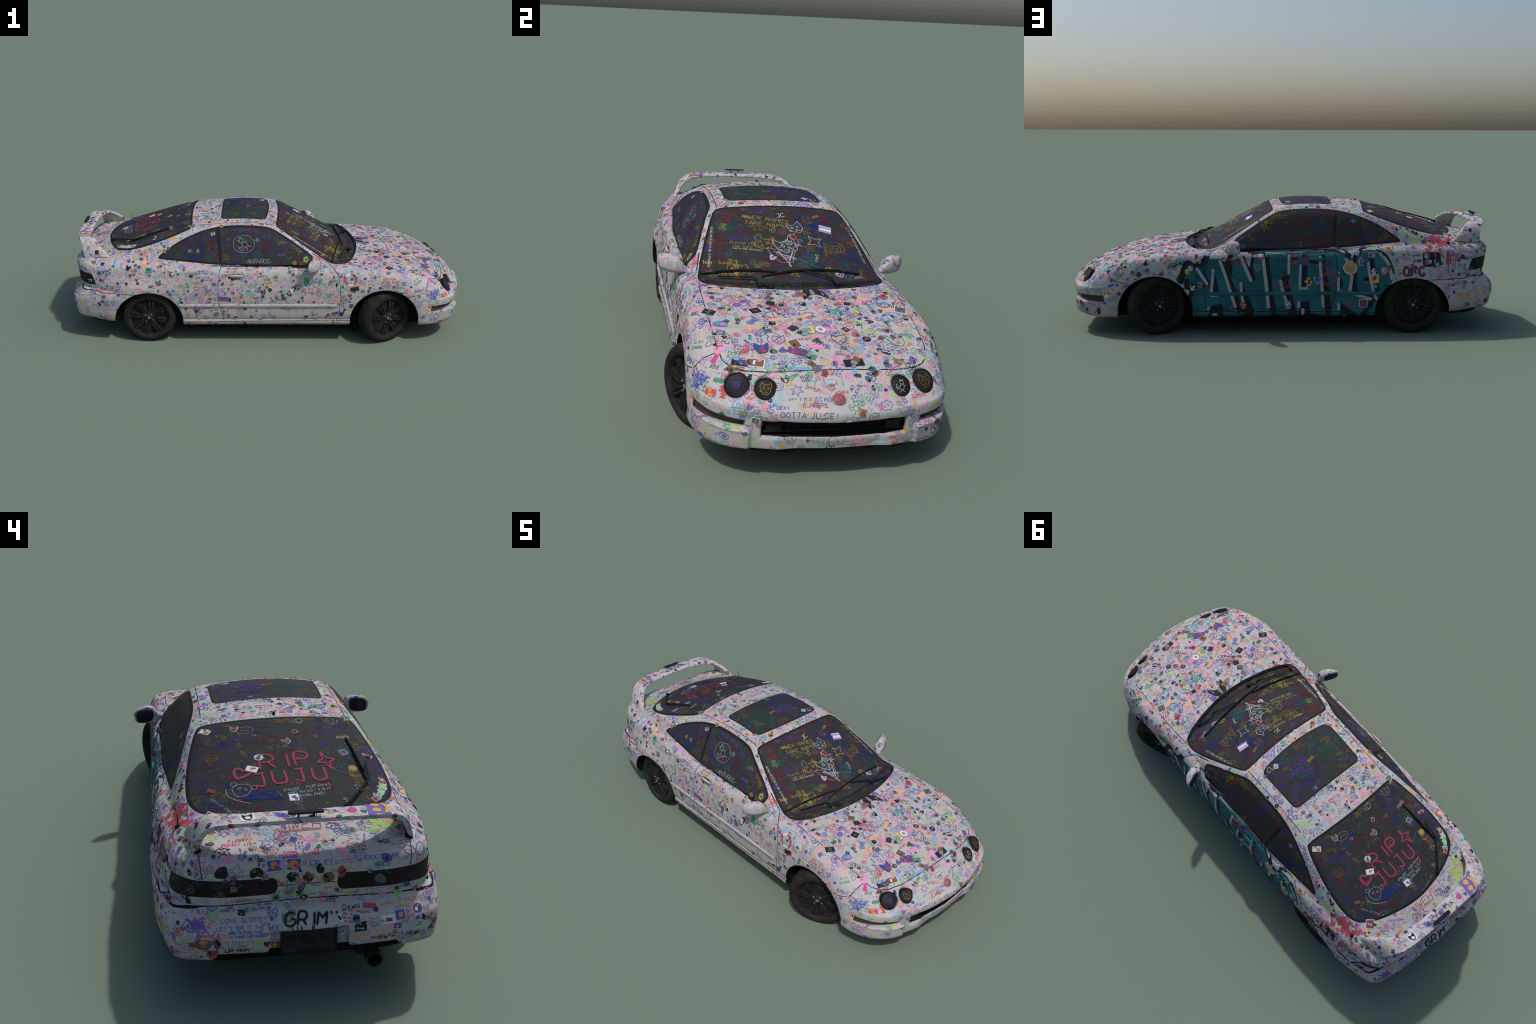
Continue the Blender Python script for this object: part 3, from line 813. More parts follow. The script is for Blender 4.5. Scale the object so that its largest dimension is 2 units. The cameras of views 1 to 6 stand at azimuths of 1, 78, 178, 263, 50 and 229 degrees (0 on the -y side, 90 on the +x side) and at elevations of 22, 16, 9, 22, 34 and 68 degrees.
# ---------------------------------------------------------------- rear spoiler
SP = [  # y, leading edge (x, z), trailing edge (x, z), thickness, outward shift of the trailing edge
    (.2875, (-.779, .4170), (-.908, .4080), .017, -.012), (.2845, (-.784, .4235), (-.911, .4200), .020, -.012), (.272, (-.803, .4410), (-.918, .4480), .022, -.010), (.258, (-.825, .4600), (-.925, .4690), .022, -.008),
    (.243, (-.841, .4735), (-.932, .479), .021, -.006), (.226, (-.853, .4825), (-.940, .4875), .019, -.003), (.205, (-.870, .4880), (-.949, .4925), .018, 0), (.18, (-.881, .4910), (-.952, .4965), .017, 0),
    (.15, (-.888, .4940), (-.955, .4980), .016, 0), (.10, (-.893, .4960), (-.957, .4995), .016, 0), (.0, (-.897, .4970), (-.959, .5005), .016, 0)]
rings = []
for s in SP + [(-y, a_, b_, t_, o_) for y, a_, b_, t_, o_ in SP[-2::-1]]:
    y, (x0, z0), (x1, z1), th, osh = s
    sg = 1 if y >= 0 else -1
    A, B = np.array([x0, y, z0]), np.array([x1, y + sg * osh, z1])
    rings.append((A, B, th, y))
mid = np.array([(r[0] + r[1]) / 2 for r in rings]); out = []
for i, (A, B, th, y) in enumerate(rings):
    t = unit(mid[min(i + 1, len(mid) - 1)] - mid[max(i - 1, 0)]); ch = unit(B - A); n_ = unit(np.cross(ch, t))
    if n_[2] < 0: n_ = -n_
    ring = []
    for c, h in ((0, 0), (.03, .55), (.12, .9), (.35, 1.0), (.65, .8), (.9, .62), (.985, .55), (1, .1), (.985, -.45), (.9, -.5), (.6, -.55), (.3, -.55), (.1, -.5), (.02, -.35)):
        ring.append(A + (B - A) * c + n_ * h * th * .6)
    out.append(ring)
spoiler = place('spoiler', by_angle(loft('spoiler', out), 60), None, [PAINT])
base = []
for sgn in (-1, 1):
    base.append(box('spoiler_gasket', (-.848, sgn * .2775, .4065), (.130, .020, .012), .003, Matrix.Rotation(sgn * .16, 3, 'Z') @ Matrix.Rotation(-.09 + .15, 3, 'Y')))
place('spoiler_gasket', join_meshes('spoiler_gasket', base), spoiler, [TRIM])
lamp = [box('brake_light', (-.945, .004, .5195), (.016, .088, .005), .0015, Matrix.Rotation(-.1, 3, 'Y'))]
for y in (-.016, .022): lamp.append(box('brake_light', (-.944, y, .512), (.007, .004, .016), .0008))
place('brake_light', join_meshes('brake_light', lamp), spoiler, [TRIM])

# ---------------------------------------------------------------- wipers, aerial, washer jet
def ride(pts, lift):
    out = []
    for (x, y), l in zip(pts, lift):
        p, n_ = on_top(x, y); out.append(p + n_ * l)
    return out
def wiper(pivot, elbow, tip, blade0, blade1, parent, name):
    ln = lambda a, b, n: [tuple(np.array(a) * (1 - t) + np.array(b) * t) for t in np.linspace(0, 1, n)]
    arm = ride(ln(pivot, elbow, 8), np.linspace(.010, .014, 8)) + ride(ln(elbow, tip, 6)[1:], np.linspace(.013, .010, 5))
    bl = ride(ln(blade0, blade1, 16), [.0055] * 16)
    bl2 = ride(ln(tuple(np.array(blade0) * .8 + np.array(blade1) * .2), tuple(np.array(blade0) * .2 + np.array(blade1) * .8), 12), [.010] * 12)
    p, n_ = on_top(*pivot)
    knob = tube('k', [p - n_ * .004, p + n_ * .012, p + n_ * .014], [.008, .0075, .003], 12)
    place(name, join_meshes(name, [tube('a', arm, np.linspace(.0042, .0026, len(arm)), 8), tube('b', bl, .0034, 8), tube('c', bl2, .0022, 6), knob]), parent, [TRIM])
wiper((.428, -.085), (.395, -.14), (.360, -.25), (.372, -.06), (.318, -.305), PARTS['windshield'][0], 'wiper')
wiper((.415, .215), (.400, .12), (.374, .03), (.343, .235), (.386, -.11), PARTS['windshield'][0], 'wiper')
wiper((-.787, -.134), (-.676, -.218), (-.60, -.226), (-.677, -.216), (-.49, -.195), PARTS['rear_window'][0], 'rear_wiper')
# the sunken cowl below the glass, with its rolled lip
lip = [tuple(p) for p in np.array(outline(WS_POLY, 2)) if p[0] > .395]
lip = sorted(lip, key=lambda p: p[1])
place('cowl_seal', tube('cowl_seal', ride([(x - .006, y) for x, y in lip], [.0012] * len(lip)), .004, 8), PARTS['windshield'][0], [TRIM])
p, n_ = on_side(-.758, .36, 1); p, n_ = on_top(-.758, .313)
place('aerial', join_meshes('aerial', [tube('a', [p - n_ * .002, p + n_ * .004, p + n_ * .007], [.0085, .0075, .003], 14), tube('b', [p, p + np.array([-.001, 0, .020]), p + np.array([-.003, 0, .040])], [.0016, .0013, .001], 8)]), PARTS['rear_quarter_panel'][1], [TRIM])
p, n_ = on_top(-.364, 0)
place('washer_jet', tube('washer_jet', [p - n_ * .001, p + n_ * .006, p + n_ * .0095], [.0048, .004, .0018], 12), PARTS['roof'][0], [TRIM])

# ---------------------------------------------------------------- number plate, grille bars, exhaust, floor with scan fill
plate_rot = Matrix.Rotation(math.radians(3), 3, 'Y')
plate = place('number_plate', box('number_plate', (-.978, 0, .1765), (.004, .138, .069), .0012, plate_rot), PARTS['rear_bumper'][0], [mat('dark_plate', (.028, .028, .031), .7, .12, var=.3, scale=50)])  # plate coloured dark all over with random mottling
fr = [box('f', (-.980, 0, .1765 + s * .0345), (.005, .146, .005), .001) for s in (-1, 1)] + [box('f', (-.980, s * .0705, .1765), (.005, .005, .074), .001) for s in (-1, 1)]
place('plate_frame', join_meshes('plate_frame', fr), PARTS['rear_bumper'][0], [TRIM])
def glyphs(name, text, size, loc, rot, extrude, m, parent):
    cu = bpy.data.curves.new(name, 'FONT'); cu.body = text; cu.size = size; cu.extrude = extrude; cu.align_x = 'CENTER'; cu.align_y = 'CENTER'
    ob = bpy.data.objects.new(name, cu); scene.collection.objects.link(ob)
    ob.rotation_euler = rot; ob.location = loc
    bpy.context.view_layer.update()
    dg = bpy.context.evaluated_depsgraph_get()
    me = bpy.data.meshes.new_from_object(ob.evaluated_get(dg)); me.transform(ob.matrix_world); me.name = name
    bpy.data.objects.remove(ob)
    return place(name, me, parent, [m], smooth=False)
glyphs('plate_number', 'JP 76141', .032, (-.982, 0, .178), (math.pi / 2 , 0, -math.pi / 2), .0008, INKMAT['black'], PARTS['rear_bumper'][0])
glyphs('plate_caption', 'Constitution State', .009, (-.9822, 0, .1495), (math.pi / 2, 0, -math.pi / 2), .0006, INKMAT['black'], PARTS['rear_bumper'][0])
bars = [box('grille', (.952, 0, z), (.008, .40, .0035), .001) for z in (.149, .171)]
bars += [box('grille', (.948, y, .160), (.008, .003, .044), .0008) for y in (-.13, -.07, 0, .07, .13)]
bars += [box('grille', (.950, s * .17, .160), (.010, .045, .030), .003) for s in (-1, 1)]
place('grille', join_meshes('grille', bars), PARTS['front_bumper'][0], [TRIM])
bolts = []
for y in (-.048, .048):
    p = settle(np.array([[.997, y, .2075]]), 8)[0]; b_ = box('plate_bracket', p + np.array([.001, 0, 0]), (.005, .017, .009), .003); bolts.append(b_)
place('plate_bracket', join_meshes('plate_bracket', bolts), PARTS['front_bumper'][0], [PAINT])
pipe = revolve('exhaust_pipe', [(.016, -.10), (.0215, -.06), (.0225, -.01), (.0225, .0), (.0195, .0), (.0190, -.015), (.0185, -.055), (.004, -.056)], 28)
pipe.transform(Matrix.Translation((-.985, -.172, .103)) @ Matrix.Rotation(math.pi / 2, 4, 'Z'))
place('exhaust_pipe', by_angle(pipe, 50), None, [STEEL])
muff = tube('silencer', [(-.70, -.172, .092), (-.72, -.172, .094), (-.89, -.172, .100), (-.92, -.172, .102)], [.03, .045, .045, .02], 20)
place('silencer', muff, None, [STEEL])

def ragged_fill():
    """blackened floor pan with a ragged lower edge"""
    nx, ny = 110, 30
    xs = np.linspace(-.90, .93, nx); P = []; r = np.random.default_rng(3)
    for x in xs:
        wy = np.interp(x, [-.9, -.8, -.46, -.425, .405, .44, .72, .76, .93], [.22, .24, .25, .366, .366, .26, .26, .28, .22])
        zr_ = np.interp(x, [-.9, -.75, -.45, -.42, .44, .74, .88, .93], [.112, .095, .030, .008, .005, .046, .060, .074])
        zl_ = np.interp(x, [-.9, -.75, -.45, -.42, .44, .74, .88, .93], [.112, .095, .050, .032, .030, .058, .066, .076])
        for y in np.linspace(-1, 1, ny):
            zb = zr_ + (zl_ - zr_) * (y + 1) / 2
            e = max(0.0, abs(y) - .67) / .33                      # the fill slopes up to the sills
            P.append((x + r.normal(0, .002), y * wy * (1 + .008 * r.normal()), max(.002, zb + e * max(0.0, .080 - zb) + r.normal(0, .0024))))
    top_ = [(p[0], p[1] * .97, max(p[2] + .012, .098)) for p in P]
    F = []
    for i in range(nx - 1):
        for j in range(ny - 1):
            a_ = i * ny + j; F.append((a_, a_ + ny, a_ + ny + 1, a_ + 1))
    n0 = len(P)
    F += [tuple(n0 + q for q in f[::-1]) for f in F]
    rim_ = [i * ny for i in range(nx)] + [(nx - 1) * ny + j for j in range(1, ny)] + [i * ny + ny - 1 for i in range(nx - 2, -1, -1)] + [j for j in range(ny - 2, 0, -1)]
    for a_, b_ in zip(rim_, rim_[1:] + rim_[:1]): F.append((a_, n0 + a_, n0 + b_, b_)[::-1])
    return mesh_from('floor_scan_fill', P + top_, F)
place('floor_scan_fill', ragged_fill(), None, [BLACK], smooth=False)

def ragged_lump(x0, x1, y0, y1, z0, z1, seed):
    """added ragged black lump copying scan junk behind or ahead of a front wheel"""
    r = np.random.default_rng(seed); nx, ny = 9, 14; rings = []
    ys = np.linspace(y0, y1, ny)
    for i, y in enumerate(ys):
        low = z0 + abs(r.normal(0, .006)) + .012 * abs(2 * i / (ny - 1) - 1) ** 3
        xa, xb = x0 + r.normal(0, .003), x1 + r.normal(0, .003)
        rings.append([(xa + .006, y, z1), (xb, y, z1), (xb - .004, y, (low + z1) / 2), (xb - .016, y, low), (xa + .012, y, low + r.normal(0, .002)), (xa, y, (low + z1) / 2 + .01)])
    return loft('scan_junk_lump', rings)
for k, (x0, x1, y0, y1, z0, z1) in enumerate(((.425, .470, -.318, -.20, .008, .13), (.705, .765, -.275, -.18, .040, .11), (.425, .462, .20, .310, .052, .13), (.715, .775, .18, .27, .062, .11))):
    place('scan_junk_lump', ragged_lump(x0, x1, y0, y1, z0, z1, 30 + k), None, [BLACK], smooth=False)

# ================================================================ pen marks, stickers, lettering
class Skin:
    """a surface that can be drawn on: maps flat sketches onto it"""
    def __init__(self, V, T, lab=None, bvh=None):
        self.V, self.T = np.asarray(V), np.asarray(T); self.lab = lab
        self.bvh = bvh or BVHTree.FromPolygons(self.V.tolist(), self.T.tolist())
        a, b, c = (self.V[self.T[:, i]] for i in range(3))
        n = np.cross(b - a, c - a); self.area = np.linalg.norm(n, axis=1) / 2; self.n = unit(n)
    def frame(self, p, n, turn=0.0, up=None):
        up = np.array([0, 0, 1.0]) if up is None else np.array(up, float)
        e2 = up - n * (up @ n)
        if np.linalg.norm(e2) < .12: e2 = np.array([1.0, 0, 0]) - n * n[0]
        e2 = unit(e2); e1 = np.cross(e2, n)
        c, s = math.cos(turn), math.sin(turn)
        return p, c * e1 + s * e2, -s * e1 + c * e2
    def near(self, q):
        h = self.bvh.find_nearest(Vector(q))
        return np.array(h[0]), np.array(h[1]), h[2], h[3]

def dense(p, step):
    p = np.asarray(p, float)
    if len(p) < 2: return p
    out = [p[:1]]
    for a, b in zip(p[:-1], p[1:]):
        k = max(1, int(math.ceil(np.linalg.norm(b - a) / step)))
        out.append(a + (b - a) * (np.arange(1, k + 1) / k)[:, None])
    return np.concatenate(out)

def curvy(p, n=4, closed=False):
    """smooth open or closed line through points"""
    p = np.asarray(p, float)
    if closed: return np.vstack([(o := outline(p, n)), o[:1]])
    q = np.vstack([2 * p[0] - p[1], p, 2 * p[-1] - p[-2]]); out = []
    for i in range(1, len(q) - 2):
        a, b, c, d = q[i - 1:i + 3]
        for t in np.arange(n) / n:
            out.append(.5 * (2*b + (c - a)*t + (2*a - 5*b + 4*c - d)*t*t + (-a + 3*b - 3*c + d)*t**3))
    out.append(p[-1]); return np.array(out)

class Ink:
    """collects strokes and filled shapes of one pen colour into a mesh"""
    def __init__(self): self.V, self.F, self.n = [], [], 0
    def add(self, V, F):
        self.V.append(V); self.F.append(np.asarray(F) + self.n); self.n += len(V)
BODY_INK, GLASS_INK = {}, {}
PANELS = {'hood', 'front_bumper', 'front_fender', 'door', 'rear_quarter_panel', 'roof', 'trunk_lid', 'rear_bumper', 'tail_panel', 'sill', 'panel_gap', 'fuel_door'}
GLASS = {'windshield', 'sunroof', 'rear_window', 'side_window', 'quarter_window', 'window_trim', 'tail_light'}
PAINTED_OVER = {'black'}

def draw(skin, fr, pts, width, col, lift=None, ok=None, store=None, step=.005, taper=True, tol=.02):
    """lay one pen stroke (flat points in metres) on the surface"""
    p0, e1, e2 = fr
    pts = dense(pts, step)
    if len(pts) < 2: return
    lift = rng.uniform(.00045, .0010) if lift is None else lift
    P, Nn, good = [], [], []
    for a, b in pts:
        q = p0 + a * e1 + b * e2
        loc, n, idx, d = skin.near(q)
        g = d < tol + .35 * math.hypot(a, b)
        if ok is not None and skin.lab is not None: g = g and skin.lab[idx] in ok
        P.append(loc); Nn.append(n); good.append(g)
    P, Nn, good = np.array(P), np.array(Nn), np.array(good)
    i = 0
    while i < len(P):
        if not good[i]: i += 1; continue
        j = i
        while j + 1 < len(P) and good[j + 1] and np.linalg.norm(P[j + 1] - P[j]) < step * 2.5 + .004: j += 1
        if j > i:
            p, n = P[i:j + 1], Nn[i:j + 1]
            t = np.gradient(p, axis=0); t = unit(t); s = unit(np.cross(n, t))
            w = np.full(len(p), width / 2)
            if taper: w[0] *= .6; w[-1] *= .6
            c = p + n * lift
            A, B = c + s * w[:, None], c - s * w[:, None]
            m = len(p); k = np.arange(m - 1)
            ink = (BODY_INK if store is None else store).setdefault(col, Ink())
            ink.add(np.concatenate([A, B]), np.stack([k, k + m, k + m + 1, k + 1], 1))
        i = j + 1

def fill(skin, fr, poly, col, lift=.0008, ok=None, store=None, rings=3, tol=.03, raw=False):
    """lay a filled star-shaped patch, with a small turned-down rim, on the surface"""
    p0, e1, e2 = fr
    poly = np.asarray(poly, float); c = poly.mean(0); m = len(poly)
    lay = [c[None]] + [c + (poly - c) * q for q in (np.arange(1, rings + 1) / rings)]
    flat = np.concatenate(lay)
    P = np.empty((len(flat), 3)); Nn = np.empty_like(P)
    for i, (a, b) in enumerate(flat):
        q = p0 + a * e1 + b * e2
        loc, n, idx, d = skin.near(q)
        if d > tol + .35 * math.hypot(a, b) or (ok is not None and skin.lab is not None and skin.lab[idx] not in ok): return False
        P[i], Nn[i] = loc, n
    top_ = P + Nn * lift; low = P[-m:] - Nn[-m:] * .0004
    Vv = np.concatenate([top_, low]); F = []
    k = np.arange(m); k1 = (k + 1) % m
    tri = np.stack([np.zeros(m, int), 1 + k, 1 + k1, 1 + k1], 1)
    F.append(tri)
    for r in range(rings - 1):
        o, o2 = 1 + r * m, 1 + (r + 1) * m
        F.append(np.stack([o + k, o2 + k, o2 + k1, o + k1], 1))
    o, o2 = 1 + (rings - 1) * m, 1 + rings * m
    F.append(np.stack([o + k, o2 + k, o2 + k1, o + k1], 1))
    F = np.concatenate(F)
    if raw: return Vv, F
    F = F[:-m]; Vv = Vv[:-m]
    (BODY_INK if store is None else store).setdefault(col, Ink()).add(Vv, F)
    return True

# ---------------------------------------------------------------- a plain single-stroke hand for lettering (grid 4 x 6)
HAND = {'A': '00 26 40;12 32', 'B': '00 06 26 35 24 03;23 32 31 20 00', 'C': '45 26 05 01 20 41', 'D': '00 06 26 44 42 20 00', 'E': '46 06 00 40;03 33', 'F': '46 06 00;03 33', 'G': '45 26 05 01 20 41 43 23',
        'H': '00 06;40 46;03 43', 'I': '20 26', 'J': '16 46;36 31 20 01', 'K': '00 06;46 02;13 40', 'L': '06 00 40', 'M': '00 06 23 46 40', 'N': '00 06 40 46', 'O': '20 02 04 26 44 42 20',
        'P': '00 06 36 45 44 33 03', 'Q': '20 02 04 26 44 42 20;22 40', 'R': '00 06 36 45 44 33 03;23 40', 'S': '45 26 05 14 32 41 20 01', 'T': '06 46;26 20', 'U': '06 01 20 41 46', 'V': '06 20 46',
        'W': '06 10 24 30 46', 'X': '00 46;06 40', 'Y': '06 23 46;23 20', 'Z': '06 46 00 40', '!': '26 22;21 20', "'": '26 15', '-': '13 33', '.': '20 21', '?': '05 26 45 23 22;21 20', '<': '20 04 15 24 35 44 20', '*': '20 26;05 41;45 01',
        '1': '15 26 20', '4': '30 36 02 42', '6': '45 26 02 11 20 41 33 03', '7': '06 46 10', '0': '20 02 04 26 44 42 20', '2': '05 26 45 00 40', '3': '05 26 45 23 41 20 01', '8': '20 01 32 45 26 05 12 41 20', ':': '21 22;24 25', ',': '21 10'}
RESERVED = []
def reserved(p):
    for c, w, h, e1, e2 in RESERVED:
        d = p - c
        if abs(d @ e1) < w + .008 and abs(d @ e2) < h + .006 and d @ d < (w + .05) ** 2: return True
    return False
def letters(text, h, slant=.0, loose=.0, track=1.0):
    """strokes for a line of text, centred, cap height h"""
    s = h / 6; x = 0; out = []
    for ch in text.upper():
        if ch == ' ': x += 3.6 * s * track; continue
        for part_ in HAND.get(ch, '').split(';'):
            if not part_: continue
            p = np.array([(int(a[0]), int(a[1])) for a in part_.split()], float)
            p += rng.normal(0, loose, p.shape)
            if len(p) > 3 and ch in 'BCDGJOPQRSU023689<?': p = curvy(p, 3)
            p = p * s + (x, 0); p[:, 0] += slant * p[:, 1]
            out.append(p)
        x += (3.4 if ch in "I!'.:," else 5.4) * s * track
    for p in out: p -= (x / 2 - .7 * s, h / 2)
    return out
def write(skin, fr, text, h, col, width=.0013, ok=None, store=None, slant=.1, loose=.18, lead=1.55, lift=None, track=1.0):
    rows = text.split('/')
    if h > .0085: RESERVED.append((fr[0], max(len(q) for q in rows) * h * .45, len(rows) * h * .8, fr[1], fr[2]))
    for i, row in enumerate(rows):
        for p in letters(row, h, slant, loose, track):
            draw(skin, fr, p + (0, ((len(rows) - 1) / 2 - i) * h * lead), width, col, lift, ok, store)

# ---------------------------------------------------------------- random little sketches, all in a unit box
def wob(n, r0=.5, jag=.12, sx=1.0, sy=1.0):
    a = np.arange(n) * math.tau / n + rng.uniform(0, 1); r = r0 * (1 + rng.normal(0, jag, n))
    return np.stack([r * np.cos(a) * sx, r * np.sin(a) * sy], 1)
def s_scrawl():
    """a few lines of unreadable handwriting"""
    out = []; rows = rng.integers(1, 5); h = rng.uniform(.10, .18)
    for r in range(rows):
        x = -.5 + rng.uniform(0, .08); y = (rows / 2 - r - .5) * h * 1.7
        end = .5 - rng.uniform(0, .25)
        while x < end:
            n = rng.integers(4, 10); w = n * h * .36
            k = np.arange(n); xs = x + k * h * .36 + rng.normal(0, h * .08, n); ys = y + np.where(k % 2, .5, -.5) * h * rng.uniform(.55, 1.25, n)
            out.append(np.stack([xs, ys], 1)); x += w + h * rng.uniform(.4, .9)
    return out
def s_block():
    """chunky letter-like shapes side by side"""
    out = []; n = rng.integers(3, 6)
    for i in range(n):
        x = (i + .5) / n - .5; w = .36 / n; ks = rng.integers(0, 5)
        box_ = np.array([(-w, -.16), (-w, .16), (w, .16), (w, -.16)]) + rng.normal(0, .03, (4, 2))
        p = {0: box_[[0, 1, 2, 3, 0]], 1: box_[[1, 0, 3, 2]], 2: box_[[0, 1, 3, 2]], 3: np.vstack([box_[[1, 2, 0]], box_[3:]]), 4: box_[[0, 1, 2]]}[int(ks)]
        out.append(p + (x, rng.normal(0, .03)))
    return out
def s_beast():
    """the head of a creature: outline with two ears, eyes, muzzle"""
    a = np.array([(-.42, .0), (-.45, .22), (-.36, .52), (-.16, .30), (.14, .31), (.36, .52), (.45, .2), (.40, -.1), (.22, -.34), (0, -.45), (-.24, -.33)])
    a = a + rng.normal(0, .035, a.shape); o = np.vstack([a, a[:1]])
    out = [o]
    for sx in (-1, 1):
        e = wob(6, .07, .1, 1, 1.3) + (sx * .17 + rng.normal(0, .02), .06); out.append(np.vstack([e, e[:1]]))
    out.append(np.array([(-.06, -.12), (.06, -.12), (0, -.19), (-.06, -.12)]))
    out.append(curvy(np.array([(-.17, -.22), (-.08, -.29), (0, -.21), (.08, -.29), (.17, -.22)]), 2))
    for sx in (-1, 1):
        if rng.random() < .5: out += [np.array([(sx * .3, -.12 - k * .07), (sx * .52, -.09 - k * .09)]) for k in range(2)]
    if rng.random() < .5:
        for k in range(rng.integers(2, 6)): out.append(np.array([(-.2 + .1 * k, .3), (-.16 + .1 * k, .2)]))
    return out
def s_tangle():
    p = rng.normal(0, .24, (rng.integers(9, 20), 2)); p = np.clip(p, -.5, .5)
    return [curvy(p, 4)]
def s_creature():
    """a standing figure: body, head, limbs, tail"""
    out = [np.vstack([(b := wob(9, .2, .1, .9, 1.2) + (0, -.1)), b[:1]]), np.vstack([(h := wob(9, .16, .12) + (.06, .27)), h[:1]])]
    for sx in (-1, 1):
        out.append(curvy(np.array([(sx * .15, 0), (sx * .32, -.02), (sx * .38, rng.uniform(-.2, .2))]), 3))
        out.append(curvy(np.array([(sx * .1, -.3), (sx * .14, -.45), (sx * .26, -.48)]), 3))
        out.append(np.array([(.06 + sx * .06, .40), (.06 + sx * .13, .54), (.06 + sx * .15, .36)]))
    out.append(curvy(np.array([(-.2, -.2), (-.42, -.2), (-.46, .1), (-.34, .2)]), 3))
    return out
def s_hatch():
    n = rng.integers(8, 16); k = np.arange(n)
    return [np.stack([(k / n - .5) * 1.0, np.where(k % 2, .22, -.22) * rng.uniform(.6, 1.2, n)], 1)]
def s_star():
    k = rng.integers(4, 7); a = np.arange(2 * k + 1) * math.pi / k; r = np.where(np.arange(2 * k + 1) % 2, .2, .48)
    return [np.stack([r * np.sin(a), r * np.cos(a)], 1)]
def s_heart():
    a = np.linspace(0, math.tau, 22); return [np.stack([.46 * np.sin(a) ** 3, .36 * np.cos(a) - .14 * np.cos(2 * a) - .06 * np.cos(3 * a)], 1)]
def s_flower():
    a = np.linspace(0, math.tau, 31); r = .3 + .16 * np.cos(5 * a); c = np.linspace(0, math.tau, 9)
    return [np.stack([r * np.cos(a), r * np.sin(a)], 1), np.stack([.1 * np.cos(c), .1 * np.sin(c)], 1)]
def s_swirl():
    a = np.linspace(0, rng.uniform(9, 15), 26); r = .46 * a / a[-1]
    return [np.stack([r * np.cos(a), r * np.sin(a)], 1)]
def s_cloud():
    a = np.linspace(0, math.tau, 41); r = .36 + .09 * np.abs(np.sin(3.5 * a))
    return [np.stack([r * np.cos(a) * 1.2, r * np.sin(a) * .8], 1)] + [p * .55 for p in s_scrawl()]
def s_ring():
    a = np.linspace(0, math.tau, 18); o = np.stack([.46 * np.cos(a), .4 * np.sin(a)], 1)
    return [o, *[q * .5 for q in s_beast()]]
SKETCH = ((s_scrawl, .34), (s_block, .09), (s_beast, .17), (s_tangle, .10), (s_creature, .11), (s_hatch, .02), (s_star, .03), (s_heart, .03), (s_flower, .02), (s_swirl, .02), (s_cloud, .03), (s_ring, .04))
S_FN, S_P = [s[0] for s in SKETCH], np.array([s[1] for s in SKETCH]); S_P = S_P / S_P.sum()

def spread(skin, sel, count, size, gap_, seed):
    """anchor points scattered evenly over chosen faces, none too close to another"""
    r = np.random.default_rng(seed)
    idx = np.nonzero(sel)[0]; pr = skin.area[idx] / skin.area[idx].sum()
    tries = r.choice(idx, count * 6, p=pr); u = r.random((len(tries), 2)); fl = u.sum(1) > 1; u[fl] = 1 - u[fl]
    A, B, C_ = (skin.V[skin.T[tries, i]] for i in range(3))
    P = A + (B - A) * u[:, :1] + (C_ - A) * u[:, 1:]
    sz = r.uniform(*size, len(tries)) * np.where(r.random(len(tries)) < .12, 1.45, 1)
    cell = size[1] * 1.5; grid = {}; out = []
    for t, p, s in zip(tries, P, sz):
        key = tuple(np.floor(p / cell).astype(int)); bad = False
        for dx in (-1, 0, 1):
            for dy in (-1, 0, 1):
                for dz in (-1, 0, 1):
                    for q, s2 in grid.get((key[0] + dx, key[1] + dy, key[2] + dz), ()):
                        if (p[0]-q[0])**2 + (p[1]-q[1])**2 + (p[2]-q[2])**2 < (gap_ * (s + s2)) ** 2: bad = True; break
                    if bad: break
                if bad: break
            if bad: break
        if bad: continue
        grid.setdefault(key, []).append((p, s)); out.append((t, p, s))
        if len(out) >= count: break
    return out

SKIN = Skin(V, T, LAB, BVH)

# ---------------------------------------------------------------- scatter sketches over the paint
SMOOTHN = unit(np.stack([N[T[:, i]] for i in range(3)]).mean(0))
is_paint = np.isin(LAB, list(PANELS - {'panel_gap', 'fuel_door'})) & (CEN[:, 2] > .095)
INK_ODDS = dict(red=.12, rose=.10, blue=.13, navy=.05, violet=.13, lilac=.06, green=.07, teal=.08, cyan=.07, sky=.03, pink=.045, peach=.03, ochre=.07, lime=.035, black=.035, grey=.03, magenta=.02, brown=.02)
keys = list(INK_ODDS); pk = np.array(list(INK_ODDS.values())); pk /= pk.sum()

def sketch(skin, p, n, s, col, turn, width, ok, store=None, lift=None, fn=None, sink=.0):
    fr = skin.frame(p, n, turn)
    fn = fn or S_FN[rng.choice(len(S_FN), p=S_P)]
    asp = rng.uniform(.8, 1.15)
    lift = rng.uniform(.00045, .0010) if lift is None else lift
    second = keys[rng.choice(len(keys), p=pk)] if (rng.random() < .15 and fn not in (s_scrawl, s_hatch)) else col
    for i, q in enumerate(fn()):
        draw(skin, fr, q * (s, s * asp), width * (2.6 if fn is s_hatch else 1), col if i == 0 else second, lift, ok, store)

